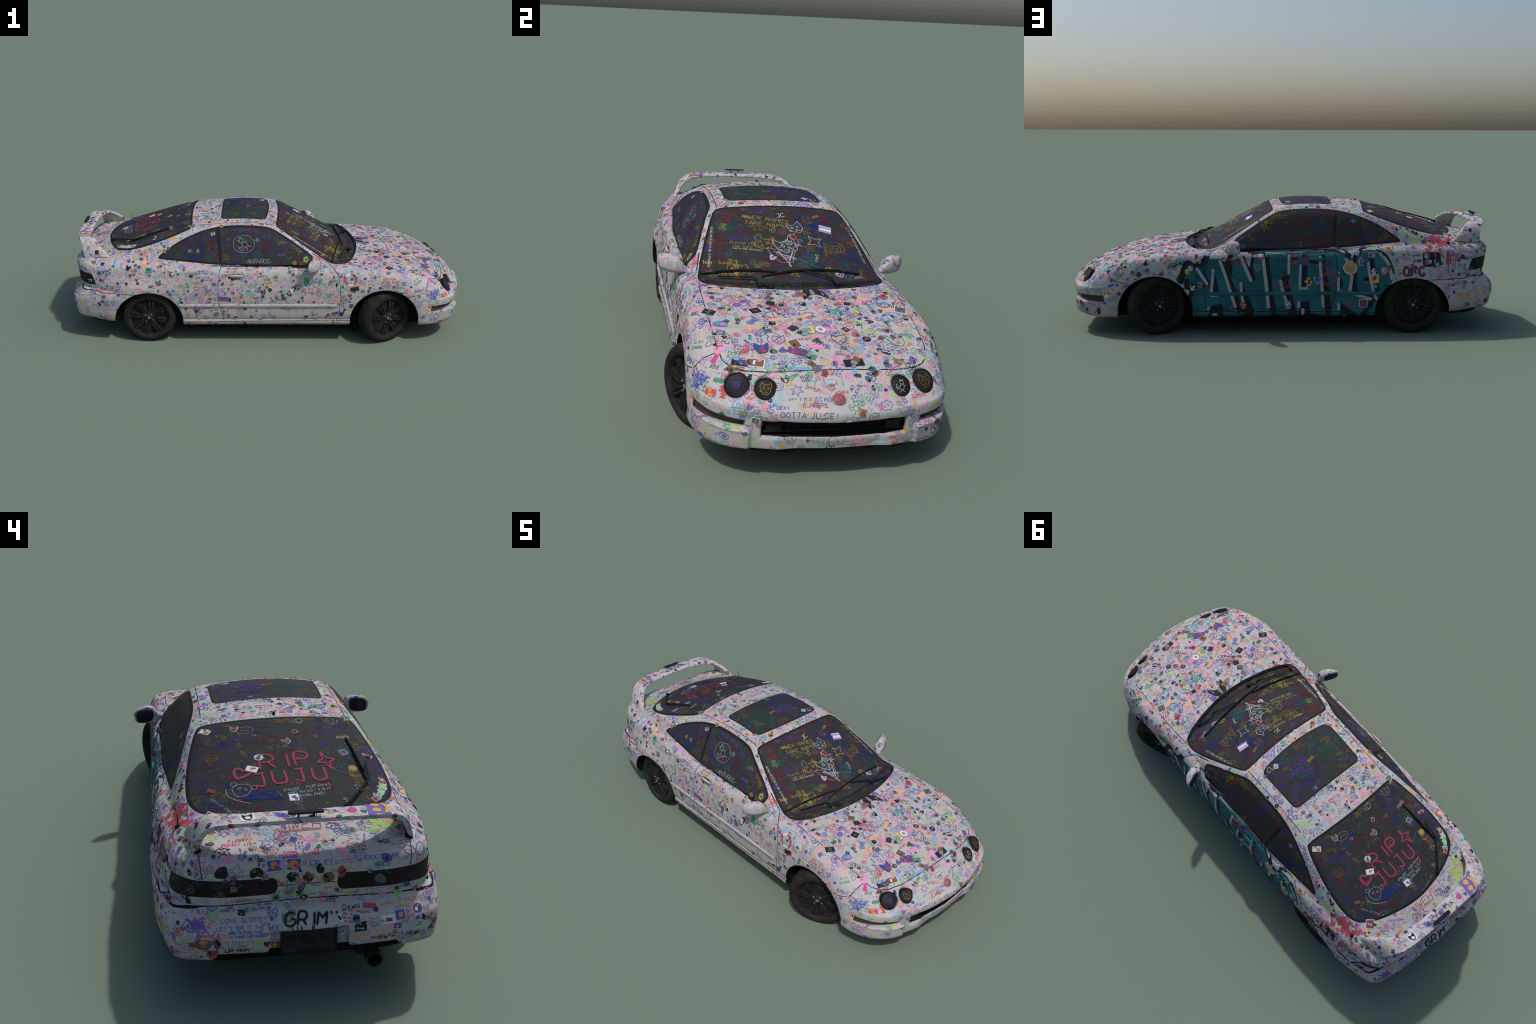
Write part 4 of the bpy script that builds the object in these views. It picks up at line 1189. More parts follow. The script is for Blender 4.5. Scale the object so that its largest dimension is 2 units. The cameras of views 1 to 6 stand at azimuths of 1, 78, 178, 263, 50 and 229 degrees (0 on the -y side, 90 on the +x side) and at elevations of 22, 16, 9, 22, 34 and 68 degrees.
HIGHLIGHT = ('pink', 'peach', 'lime', 'cyan', 'pink', 'yellow')
def scatter_paint():
    for t, p, s in spread(SKIN, is_paint, 4500, (.018, .046), .33, 11):
        n = SMOOTHN[t]
        if reserved(p) and rng.random() < .85: continue
        lowside = abs(n[1]) > .8 and p[2] < .185
        if lowside and rng.random() < .5: continue
        if MUR[t]:
            if rng.random() < .8: continue
            col = ('darkred', 'darkred', 'black', 'black', 'char', 'navy', 'darkgreen')[rng.integers(7)]
        else:
            col = keys[rng.choice(len(keys), p=pk)]
            if p[1] > .2 and p[2] > .40 and p[0] < -.25 and rng.random() < .55: col = ('lime', 'lilac', 'lime', 'violet')[rng.integers(4)]
        turn = rng.normal(0, .25) if n[2] < .75 else rng.uniform(-math.pi, math.pi)
        fn = None
        if col in ('pink', 'peach', 'lime') and rng.random() < .35: fn = s_hatch
        sketch(SKIN, p, n, s * (1.0 if n[2] > .5 else .95), col, turn, rng.uniform(.0011, .0020) * (1.3 if n[2] > .5 else 1.0), PANELS, fn=fn)

# ---------------------------------------------------------------- stickers: separate pieces with backing, print and rim
STICKERS = []
PRINT = ('black', 'brown', 'plum', 'navy', 'grey', 'darkred', 'darkgreen', 'rust', 'slate', 'violet', 'umber', 'black', 'black', 'brown', 'darkteal', 'ice', 'char', 'char', 'slate', 'tan')
def shape_rect(a=1.0): return rounded([(-.5, -.5 * a), (.5, -.5 * a), (.5, .5 * a), (-.5, .5 * a)], .05, 4)
def shape_disc(): t = np.arange(22) * math.tau / 22; return np.stack([.5 * np.cos(t), .5 * np.sin(t)], 1)
def shape_blob(): return outline(wob(9, .45, .16), 3)
def shape_head():
    a = np.array([(-.40, -.05), (-.44, .25), (-.38, .5), (-.2, .34), (0, .32), (.2, .34), (.38, .5), (.44, .2), (.36, -.2), (.18, -.42), (0, -.48), (-.2, -.42)]) + rng.normal(0, .03, (12, 2))
    return outline(a, 3)
def shape_figure():
    a = np.array([(-.1, -.5), (-.28, -.35), (-.22, -.1), (-.42, .05), (-.24, .2), (-.2, .42), (0, .5), (.2, .4), (.22, .2), (.4, .0), (.24, -.12), (.3, -.4), (.08, -.48)]) + rng.normal(0, .04, (13, 2))
    return outline(a, 2)
def sticker(p, n, s, turn, shape=None, cols=None, border=None, skin=SKIN, ok=PANELS | GLASS, lift=.0012, up=None, name='sticker', detail=None):
    fr = skin.frame(p, n, turn, up)
    shape = shape if shape is not None else (shape_rect(rng.uniform(.6, 1.1)), shape_disc(), shape_blob(), shape_head(), shape_figure())[rng.choice(5, p=(.33, .09, .16, .22, .20))]
    cols = cols or [PRINT[rng.integers(len(PRINT))] for _ in range(3)]
    layers = []
    border = rng.random() < .4 if border is None else border
    if border: layers.append((shape * 1.14, 'white', lift))
    layers.append((shape, cols[0], lift + (.0004 if border else 0)))
    if detail is None:
        for k in range(rng.integers(3, 7)):
            layers.append((outline(wob(6, rng.uniform(.05, .17), .3), 2) + rng.uniform(-.24, .24, 2), cols[1 + k % (len(cols) - 1)], lift + .0007 + .00025 * k))
    else:
        layers += [(q, c, lift + .0007 + .00025 * i) for i, (q, c) in enumerate(detail)]
    Vs, Fs, mi, mats_, o = [], [], [], [], 0
    for q, c, l in layers:
        r = fill(skin, fr, np.asarray(q) * s, c, l, ok, None, 2 if s < .06 else 5, raw=True)
        if not r: return None
        if c not in mats_: mats_.append(c)
        Vs.append(r[0]); Fs.append(r[1] + o); mi += [mats_.index(c)] * len(r[1]); o += len(r[0])
    F = [tuple(dict.fromkeys(f)) for f in np.concatenate(Fs).tolist()]
    me = mesh_from(name, np.concatenate(Vs), F, mi)
    STICKERS.append((s, name, me, [INKMAT[c] for c in mats_]))
    return True

def scatter_stickers():
    hood = LAB == 'hood'
    for sel, count, size, gap_, seed in ((hood, 105, (.011, .027), .45, 21), (LAB == 'front_bumper', 45, (.011, .023), .5, 22), (is_paint & ~hood & (LAB != 'front_bumper') & ~MUR, 430, (.008, .022), .42, 23), (is_paint & MUR, 5, (.016, .026), 1.5, 24)):
        for t, p, s in spread(SKIN, sel & is_paint, count, size, gap_, seed):
            n = SMOOTHN[t]
            if reserved(p): continue
            sticker(p, n, s, rng.normal(0, .3) if n[2] < .75 else rng.uniform(-3.1, 3.1))
    for lab, count, seed in (('windshield', 2, 31), ('rear_window', 12, 32), ('sunroof', 1, 33), ('side_window', 3, 34), ('quarter_window', 4, 35), ('tail_light', 4, 36)):
        for t, p, s in spread(SKIN, LAB == lab, count, (.016, .026), 1.2, seed):
            sticker(p, SMOOTHN[t], s, rng.normal(0, .5), ok={lab})

# ---------------------------------------------------------------- chalk on the glass
CHALK = dict(windshield=('ochre', 'yellow', 'crimson', 'rose', 'teal', 'green', 'blue', 'sky', 'violet', 'violet', 'grey'), rear_window=('violet', 'violet', 'blue', 'crimson', 'green', 'teal', 'ochre', 'grey', 'blue'),
             sunroof=('violet', 'blue', 'teal', 'green'), side_window=('violet', 'violet', 'crimson', 'ochre', 'blue', 'green'), quarter_window=('blue', 'blue', 'violet', 'crimson', 'green'), tail_light=('grey', 'violet', 'teal', 'crimson'))
def scatter_glass():
    for lab, count, size, seed in (('windshield', 250, (.024, .048), 41), ('rear_window', 250, (.028, .056), 42), ('sunroof', 40, (.026, .045), 43), ('side_window', 120, (.028, .055), 44), ('quarter_window', 56, (.026, .05), 45), ('tail_light', 16, (.02, .035), 46)):
        for t, p, s in spread(SKIN, LAB == lab, count, size, .40, seed):
            n = SMOOTHN[t]; pal = CHALK[lab]
            if reserved(p) and rng.random() < .8: continue
            if lab == 'rear_window' and -.705 < p[0] < -.52 and abs(p[1] + .02) < .15: continue
            if lab == 'windshield' and rng.random() < .06: continue
            col = pal[rng.integers(len(pal))]
            if lab == 'windshield':
                if p[1] < -.02 and p[0] < .26: col = ('ochre', 'violet', 'teal', 'crimson', 'yellow', 'ochre')[rng.integers(6)]
                elif p[1] < -.08: col = ('crimson', 'ochre', 'crimson', 'yellow', 'teal')[rng.integers(5)]
                elif p[1] > .05: col = ('blue', 'teal', 'blue', 'crimson', 'ochre', 'sky')[rng.integers(6)]
            if lab == 'sunroof': col = ('teal', 'green', 'teal', 'ochre')[rng.integers(4)] if p[1] < -.01 else ('violet', 'blue', 'violet', 'teal')[rng.integers(4)]
            if lab in ('side_window', 'quarter_window') and p[1] > 0: col = ('crimson', 'crimson', 'crimson', 'green', 'blue', 'violet', 'ochre')[rng.integers(7)]
            up_turn = rng.normal(0, .25) + (math.pi if lab in ('sunroof',) and rng.random() < .5 else 0)
            sketch(SKIN, p, n, s, col, up_turn, rng.uniform(.0011, .0018), {lab}, GLASS_INK)
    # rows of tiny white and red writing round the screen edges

# ---------------------------------------------------------------- the sprayed lettering on the left flank (x, z strokes; widths in mm)
MURAL_BLACK_PATCHES = []
MURAL_BLACK_PATCHES.append([(.451, .266), (.42, .264), (.427, .239), (.393, .236), (.395, .224), (.409, .186), (.417, .16), (.422, .173), (.434, .195), (.421, .211), (.444, .219), (.446, .243)])
MURAL_BLACK_PATCHES.append([(.31, .294), (.291, .198), (.321, .197), (.314, .254)])
MURAL_BLACK_PATCHES.append([(.271, .364), (.225, .373), (.253, .336), (.256, .315)])
MURAL_BLACK_PATCHES.append([(.187, .241), (.159, .178), (.131, .11), (.14, .087), (.174, .087), (.191, .126), (.18, .165)])
MURAL_BLACK_PATCHES.append([(-.083, .371), (-.106, .376), (-.106, .224), (-.076, .224)])
MURAL_BLACK_PATCHES.append([(.343, .091), (.328, .134), (.279, .141), (.269, .09)])
MURAL_BLACK_PATCHES.append([(-.07, .094), (-.077, .157), (-.116, .161), (-.122, .094)])
MURAL_BLACK_PATCHES.append([(.203, .088), (.174, .107), (.136, .087)])
MURAL_BLACK_PATCHES.append([(.072, .088), (.042, .108), (-.006, .087)])
MURAL_BLACK_PATCHES.append([(-.042, .096), (-.116, .105), (-.182, .093), (-.18, .085), (-.043, .086)])
MURAL_BLACK_PATCHES.append([(-.179, .276), (-.196, .276), (-.189, .208)])
MURAL_BLACK_PATCHES.append([(-.253, .27), (-.262, .259), (-.268, .241), (-.264, .222), (-.256, .208)])
MURAL_BLACK_PATCHES.append([(-.384, .368), (-.406, .354), (-.425, .274), (-.437, .192), (-.427, .173), (-.413, .19), (-.416, .24), (-.401, .29), (-.388, .331)])
MURAL_BLACK_PATCHES.append([(-.259, .15), (-.306, .117), (-.356, .08), (-.245, .081), (-.262, .1)])
MURAL_BLACK_PATCHES.append([(-.38, .101), (-.425, .089), (-.424, .079), (-.358, .079)])
MURAL_BLACK_PATCHES.append([(-.362, .269), (-.388, .27), (-.391, .256), (-.381, .248), (-.363, .256)])
MURAL_BLACK_STROKES = []
MURAL_BLACK_STROKES.append((16, [(.466, .243), (.458, .274), (.447, .307), (.432, .335), (.403, .318), (.384, .327), (.365, .336), (.35, .356), (.343, .364)]))
MURAL_BLACK_STROKES.append((5, [(.427, .237), (.332, .235)]))
MURAL_BLACK_STROKES.append((9, [(.364, .293), (.332, .237)]))
MURAL_BLACK_STROKES.append((18, [(.279, .362), (.253, .266), (.235, .223), (.194, .107)]))
MURAL_BLACK_STROKES.append((26, [(.251, .366), (.253, .309), (.256, .278)]))
MURAL_BLACK_STROKES.append((10, [(.184, .365), (.161, .314), (.137, .253)]))
MURAL_BLACK_STROKES.append((17, [(.146, .372), (.15, .308), (.141, .256)]))
MURAL_BLACK_STROKES.append((9, [(.147, .372), (.118, .374), (.083, .371)]))
MURAL_BLACK_STROKES.append((17, [(.082, .369), (.066, .222), (.046, .106)]))
MURAL_BLACK_STROKES.append((9, [(.07, .259), (.054, .262)]))
MURAL_BLACK_STROKES.append((13, [(.01, .261), (-.01, .262), (-.024, .278)]))
MURAL_BLACK_STROKES.append((22, [(-.001, .252), (-.013, .209), (-.043, .092)]))
MURAL_BLACK_STROKES.append((6, [(-.035, .379), (-.042, .387), (-.1, .38), (-.159, .389)]))
MURAL_BLACK_STROKES.append((17, [(-.172, .384), (-.179, .282), (-.191, .22), (-.205, .087)]))
MURAL_BLACK_STROKES.append((14, [(-.185, .392), (-.236, .388), (-.272, .378), (-.304, .35)]))
MURAL_BLACK_STROKES.append((11, [(-.329, .373), (-.321, .352), (-.315, .335)]))
MURAL_BLACK_STROKES.append((15, [(-.321, .29), (-.317, .238), (-.33, .201), (-.366, .187), (-.406, .174)]))
MURAL_BLACK_STROKES.append((15, [(-.334, .366), (-.353, .387), (-.393, .396), (-.434, .388), (-.466, .359), (-.49, .32), (-.505, .263)]))
MURAL_BLACK_STROKES.append((15, [(-.409, .169), (-.387, .132), (-.356, .082)]))
MURAL_BLACK_STROKES.append((5, [(.161, .375), (.084, .379), (-.036, .383)]))
MURAL_WHITE_PATCHES = []
MURAL_WHITE_PATCHES.append([(.335, .367), (.247, .369), (.256, .354), (.264, .336), (.283, .352), (.332, .35)])
MURAL_WHITE_PATCHES.append([(.242, .346), (.225, .363), (.184, .37), (.187, .362), (.234, .344)])
MURAL_WHITE_PATCHES.append([(.179, .372), (.142, .376), (.155, .308)])
MURAL_WHITE_PATCHES.append([(-.039, .386), (-.162, .389), (-.1, .381), (-.09, .37), (-.047, .371)])
MURAL_WHITE_PATCHES.append([(.466, .243), (.446, .24), (.448, .219), (.421, .211), (.448, .15), (.448, .218)])
MURAL_WHITE_PATCHES.append([(.326, .103), (.3, .107), (.301, .091), (.327, .091)])
MURAL_WHITE_PATCHES.append([(-.273, .102), (-.298, .08), (-.268, .081)])
MURAL_WHITE_PATCHES.append([(-.19, .393), (-.222, .402), (-.263, .393), (-.287, .374), (-.262, .38), (-.231, .388)])
MURAL_WHITE_PATCHES.append([(-.359, .256), (-.373, .253), (-.381, .248), (-.376, .241)])
MURAL_WHITE_STROKES = []
MURAL_WHITE_STROKES.append((11, [(.428, .321), (.409, .303)]))
MURAL_WHITE_STROKES.append((11, [(.393, .314), (.367, .276), (.342, .236)]))
MURAL_WHITE_STROKES.append((10, [(.318, .309), (.32, .266), (.328, .192)]))
MURAL_WHITE_STROKES.append((9, [(.333, .187), (.295, .188)]))
MURAL_WHITE_STROKES.append((11, [(.289, .351), (.259, .266), (.217, .127)]))
MURAL_WHITE_STROKES.append((12, [(.195, .366), (.173, .314), (.146, .25)]))
MURAL_WHITE_STROKES.append((10, [(.14, .363), (.089, .365)]))
MURAL_WHITE_STROKES.append((12, [(.094, .362), (.081, .253), (.068, .122)]))
MURAL_WHITE_STROKES.append((10, [(.193, .25), (.191, .204), (.183, .149)]))
MURAL_WHITE_STROKES.append((9, [(-.024, .373), (-.022, .28)]))
MURAL_WHITE_STROKES.append((11, [(.016, .259), (.005, .209), (-.017, .142)]))
MURAL_WHITE_STROKES.append((9, [(-.076, .328), (-.072, .224)]))
MURAL_WHITE_STROKES.append((9, [(-.069, .219), (-.11, .219)]))
MURAL_WHITE_STROKES.append((4, [(.084, .376), (-.035, .381)]))
MURAL_WHITE_STROKES.append((11, [(-.164, .373), (-.167, .301), (-.173, .22), (-.18, .124)]))
MURAL_WHITE_STROKES.append((10, [(-.247, .27), (-.249, .198), (-.266, .203)]))
MURAL_WHITE_STROKES.append((10, [(.343, .118), (.338, .136)]))
MURAL_WHITE_STROKES.append((11, [(-.069, .159), (-.068, .125)]))
MURAL_WHITE_STROKES.append((11, [(-.088, .129), (-.086, .091)]))
MURAL_WHITE_STROKES.append((9, [(-.276, .354), (-.291, .338)]))
MURAL_WHITE_STROKES.append((11, [(-.309, .28), (-.302, .219), (-.3, .203), (-.34, .185), (-.401, .165)]))
MURAL_WHITE_STROKES.append((9, [(-.383, .339), (-.386, .29), (-.402, .222), (-.419, .173), (-.428, .168)]))
MURAL_WHITE_STROKES.append((11, [(-.433, .378), (-.466, .341), (-.482, .303), (-.489, .256)]))
MURAL_WHITE_STROKES.append((11, [(-.376, .402), (-.415, .403), (-.448, .395), (-.482, .359), (-.503, .31), (-.511, .267)]))
MURAL_WHITE_STROKES.append((6, [(-.358, .384), (-.39, .391), (-.418, .387)]))
MURAL_WHITE_STROKES.append((10, [(-.25, .15), (-.251, .112)]))
def f_side(x, z, sgn, turn=0.0):
    p, n = on_side(x, z, sgn); return SKIN.frame(p, n, turn)
def f_top(x, y, turn=0.0):
    p, n = on_top(x, y); return SKIN.frame(p, n, turn)
def f_ray(o, d, turn=0.0):
    p, n = hit_or_near(o, d); return SKIN.frame(p, n, turn)
f_rear = lambda y, z, turn=0.0: f_ray((-1.5, y, z), (1, 0, 0), turn)
f_front = lambda y, z, turn=0.0: f_ray((1.5, y, z), (-1, 0, 0), turn)
P_OK, G_OK = PANELS, GLASS

def spray(pts, width, col, lift):
    """sprayed line on the left flank given in x, z"""
    pts = curvy(pts, 5) if len(pts) > 2 else dense(pts, .01)
    c = pts[len(pts) // 2]; fr = f_side(c[0], c[1], 1)
    # flat sketch axes on the left flank run against x
    loc = np.stack([-(pts[:, 0] - c[0]), pts[:, 1] - c[1]], 1)
    draw(SKIN, fr, loc, width, col, lift, P_OK, None, .005, True, .05)
def spray_patch(poly, col, lift):
    c = np.mean(poly, 0); fr = f_side(c[0], c[1], 1)
    loc = np.stack([-(np.array(poly)[:, 0] - c[0]), np.array(poly)[:, 1] - c[1]], 1)
    loc = rounded(loc, .006, 3)
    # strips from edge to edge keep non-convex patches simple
    field_cut_patch(loc, fr, col, lift)
def field_cut_patch(loc, fr, col, lift):
    """patch cut out of the body skin itself along a flat outline"""
    p0, e1, e2 = fr; r = np.linalg.norm(loc, axis=1).max() + .01
    n0 = np.cross(e1, e2)
    sel = (np.linalg.norm(CEN - p0, axis=1) < r * 1.2) & (SMOOTHN @ n0 > .25)
    sub = T[sel]
    if not len(sub): return
    used, inv = np.unique(sub, return_inverse=True)
    Vv, Tt = V[used], inv.reshape(-1, 3)
    d = Vv - p0; flat = np.stack([d @ e1, d @ e2], 1)
    s = poly_sdf(flat, loc)
    v2, t2, _, s2 = cut(Vv, Tt, np.zeros(len(Tt), np.int64), s)
    keep = s2[t2].sum(1) < 0
    t2 = t2[keep]
    if not len(t2): return
    u2, i2 = np.unique(t2, return_inverse=True)
    P = v2[u2]; nn = unit(gradient(P))
    BODY_INK.setdefault(col, Ink()).add(P + nn * lift, np.concatenate([i2.reshape(-1, 3), i2.reshape(-1, 3)[:, 2:]], 1))

def mural():
    for p in MURAL_BLACK_PATCHES: spray_patch(p, 'black', .0009)
    for w, p in MURAL_BLACK_STROKES: spray(p, w * .00165, 'black', .0011)
    for p in MURAL_WHITE_PATCHES: spray_patch(p, 'haze', .0013)
    for w, p in MURAL_WHITE_STROKES: spray(p, w * .00130, 'haze', .0016)
    L_ = .0021
    def st(x, z, s, shape, cols, detail=None, border=True, turn=0.0):
        p, n = on_side(x, z, 1); sticker(p, SMOOTHN[SKIN.near(p)[2]], s, turn, shape, cols, border, lift=L_, detail=detail)
    smile = outline([(-.30, -.12), (0, -.06), (.30, .0), (.20, -.20), (0, -.26), (-.2, -.22)], 4)
    body_o = outline([(-.5, .02), (-.42, .12), (-.30, .30), (-.26, .46), (-.02, .40), (.16, .48), (.2, .34), (.40, .2), (.46, -.1), (.36, -.36), (.05, -.5), (-.28, -.40), (-.42, -.2)], 4)
    st(-.300, .313, .058, body_o, ['orange', 'teal', 'ochre'], [(outline(wob(7, .16, .05, 1.2, .8), 3) + (-.02, .16), 'ochre'), (outline([(-.3, .2), (-.05, .17), (0, .08), (-.28, .08)], 3), 'teal'), (smile, 'teal')])
    st(-.411, .261, .034, shape_rect(1), ['orange', 'black'], [(rounded([(-.16, -.2), (-.08, -.2), (-.02, .0), (.14, -.2), (.22, -.2), (.06, .02), (.2, .12), (.18, .28), (-.06, .3)], .02, 2), 'black'), (s_star()[0][:-1] * .3 + (.22, -.22), 'white')], True)
    st(-.415, .227, .032, s_star()[0][:-1], ['grey', 'white'], [], False)
    st(-.372, .256, .028, s_star()[0][:-1], ['black', 'black'], [], False)
    st(-.332, .379, .030, shape_figure(), ['sky', 'orange', 'ochre']); st(-.348, .339, .034, shape_figure(), ['blue', 'orange', 'ochre'])
    st(-.475, .390, .030, shape_disc(), ['ochre', 'brown', 'crimson'], None, False); st(-.482, .313, .030, shape_rect(.7), ['brown', 'orange', 'black'], None, False, .6)
    st(-.455, .297, .030, shape_blob(), ['magenta', 'white', 'pink']); st(-.362, .147, .034, shape_rect(.95), ['plum', 'magenta', 'brown'], None, True)
    st(-.399, .367, .032, shape_rect(.8), ['grey', 'black', 'ice'], None, False); st(-.408, .295, .028, shape_figure(), ['white', 'ochre', 'brown'], None, False)
    st(-.050, .349, .044, shape_figure(), ['crimson', 'black', 'plum'], None, False); st(-.096, .340, .030, shape_rect(1.15), ['plum', 'navy', 'crimson'], None, False)
    st(-.111, .249, .036, shape_figure(), ['orange', 'brown', 'black']); st(-.154, .255, .032, shape_head(), ['violet', 'navy', 'plum'])
    st(.104, .360, .024, shape_rect(1.2), ['white', 'red', 'navy'], [(np.array([(-.5, -.6), (.5, -.6), (.5, -.1), (-.5, -.1)]), 'red')], False)
    st(-.02, .142, .036, shape_figure(), ['magenta', 'sky', 'white']); st(.183, .143, .032, shape_figure(), ['red', 'orange', 'teal']); st(.410, .224, .026, shape_head(), ['white', 'black', 'grey'], None, False); st(.431, .297, .026, shape_disc(), ['ochre', 'navy', 'white'], None, False)
    for q in s_beast(): draw(SKIN, f_side(.120, .314, 1), q * .038, .0013, 'ice', .0022, P_OK)
    for x, z, h, c, w, tx in ((.20, .335, .011, 'crimson', .0016, "CAN GET AWAY/WITH THIS/HMM"), (.33, .285, .008, 'blue', .0013, 'NICE CAR/WAVES'), (.0, .235, .011, 'crimson', .0017, 'THIS IS WHY/PAWS HERE'), (-.30, .145, .009, 'crimson', .0014, 'BUMPER/LOVES/RACING'), (-.055, .376, .006, 'blue', .0012, 'LET US HAVE FUN')):
        write(SKIN, f_side(x, z, 1), tx, h, c, w, P_OK, lift=.0019)
    for k in range(3): draw(SKIN, f_side(-.205, .262, 1), curvy(wob(7, .03, .15), 4, True), .0024, 'crimson', .0020, P_OK)
    for q in s_tangle(): draw(SKIN, f_side(-.195, .315, 1), q * .085, .0016, 'crimson', .0020, P_OK)

def drips(x, z, n, span, length, col, seed=5):
    r = np.random.default_rng(seed)
    for k in range(n):
        xx = x + r.uniform(-span, span); l = length * r.uniform(.3, 1.0)
        pts = np.stack([np.zeros(7) + r.normal(0, .0012, 7).cumsum(), -np.linspace(0, l, 7)], 1)
        draw(SKIN, f_side(xx, z + r.uniform(-.01, .01), 1), pts, r.uniform(.0022, .0050), col, .0015, P_OK, None, .006, True, .05)

def left_side():
    # red splash with runs on the rear wing
    r = np.random.default_rng(8)
    for k in range(34):
        x, y = -.715 + r.normal(0, .030), .312 + r.normal(0, .018)
        p, n = on_top(x, y)
        fill(SKIN, SKIN.frame(p, n, r.uniform(0, 6)), outline(wob(14, r.uniform(.003, .015), .38), 2), 'crimson' if r.random() < .8 else 'red', .0011, P_OK)
    drips(-.760, .375, 9, .022, .115, 'crimson'); drips(-.665, .385, 5, .022, .05, 'crimson', 6); drips(-.70, .39, 5, .03, .05, 'red', 7)
    # fuel flap covered in stickers
    r2 = np.random.default_rng(9)
    for k in range(9):
        x, z = -.673 + r2.uniform(-.028, .028), .345 + r2.uniform(-.022, .022); p, n = on_side(x, z, 1)
        sticker(p, n, r2.uniform(.012, .02), r2.normal(0, .4), None, [('sky', 'white', 'teal', 'crimson', 'grey', 'ice')[r2.integers(6)] for _ in range(3)], k % 2 == 0, lift=.0014)
    # bubble letters a-r-c, black on red
    for off, col, w in ((0, 'black', .0095), (.0012, 'crimson', .0026)):
        for i, p in enumerate(([(.9, .75), (.3, .95), (.05, .4), (.4, .0), (.9, .3), (.95, .9), (.9, .1), (1.1, .0)], [(.1, .0), (.15, .9), (.1, .6), (.5, 1.0), (.95, .85), (.55, .5), (.9, .3)], [(.95, .8), (.5, 1.0), (.1, .6), (.1, .3), (.5, .0), (1.0, .15)])):
            q = curvy(np.array(p), 5); draw(SKIN, f_side(-.590 - .0, .295, 1), np.stack([(q[:, 0] - .5) * .028 + (i - 1) * .034, (q[:, 1] - .5) * .042], 1), w, col, .0014 + off, P_OK)
    write(SKIN, f_side(-.845, .178, 1), 'WAT', .040, 'ochre', .0075, P_OK, loose=.12, lift=.0016, track=1.05)
    write(SKIN, f_side(-.80, .392, 1, -.1), 'OPPORTUNITY/SNAKE', .008, 'red', .0014, P_OK)
    write(SKIN, f_side(.885, .197, 1), '-68-', .015, 'grey', .0016, P_OK); write(SKIN, f_side(.84, .215, 1), 'TUNED/PAWS', .008, 'ochre', .0014, P_OK)
    p, n = on_side(.795, .195, 1); sticker(p, n, .040, 0, shape_head(), ['ochre', 'white', 'navy'], True, detail=[(outline(wob(7, .22, .1), 3) + (0, -.15), 'white'), (outline(wob(5, .08, .1), 2) + (-.15, .08), 'navy'), (outline(wob(5, .08, .1), 2) + (.15, .08), 'navy')])
    for x, z, c in ((.40, .30, 'black'), (.44, .325, 'black'), (.47, .31, 'black')):
        for q in s_tangle(): draw(SKIN, f_side(x + .03, z + .012, 1), q * .05, .0017, c, .001, P_OK)

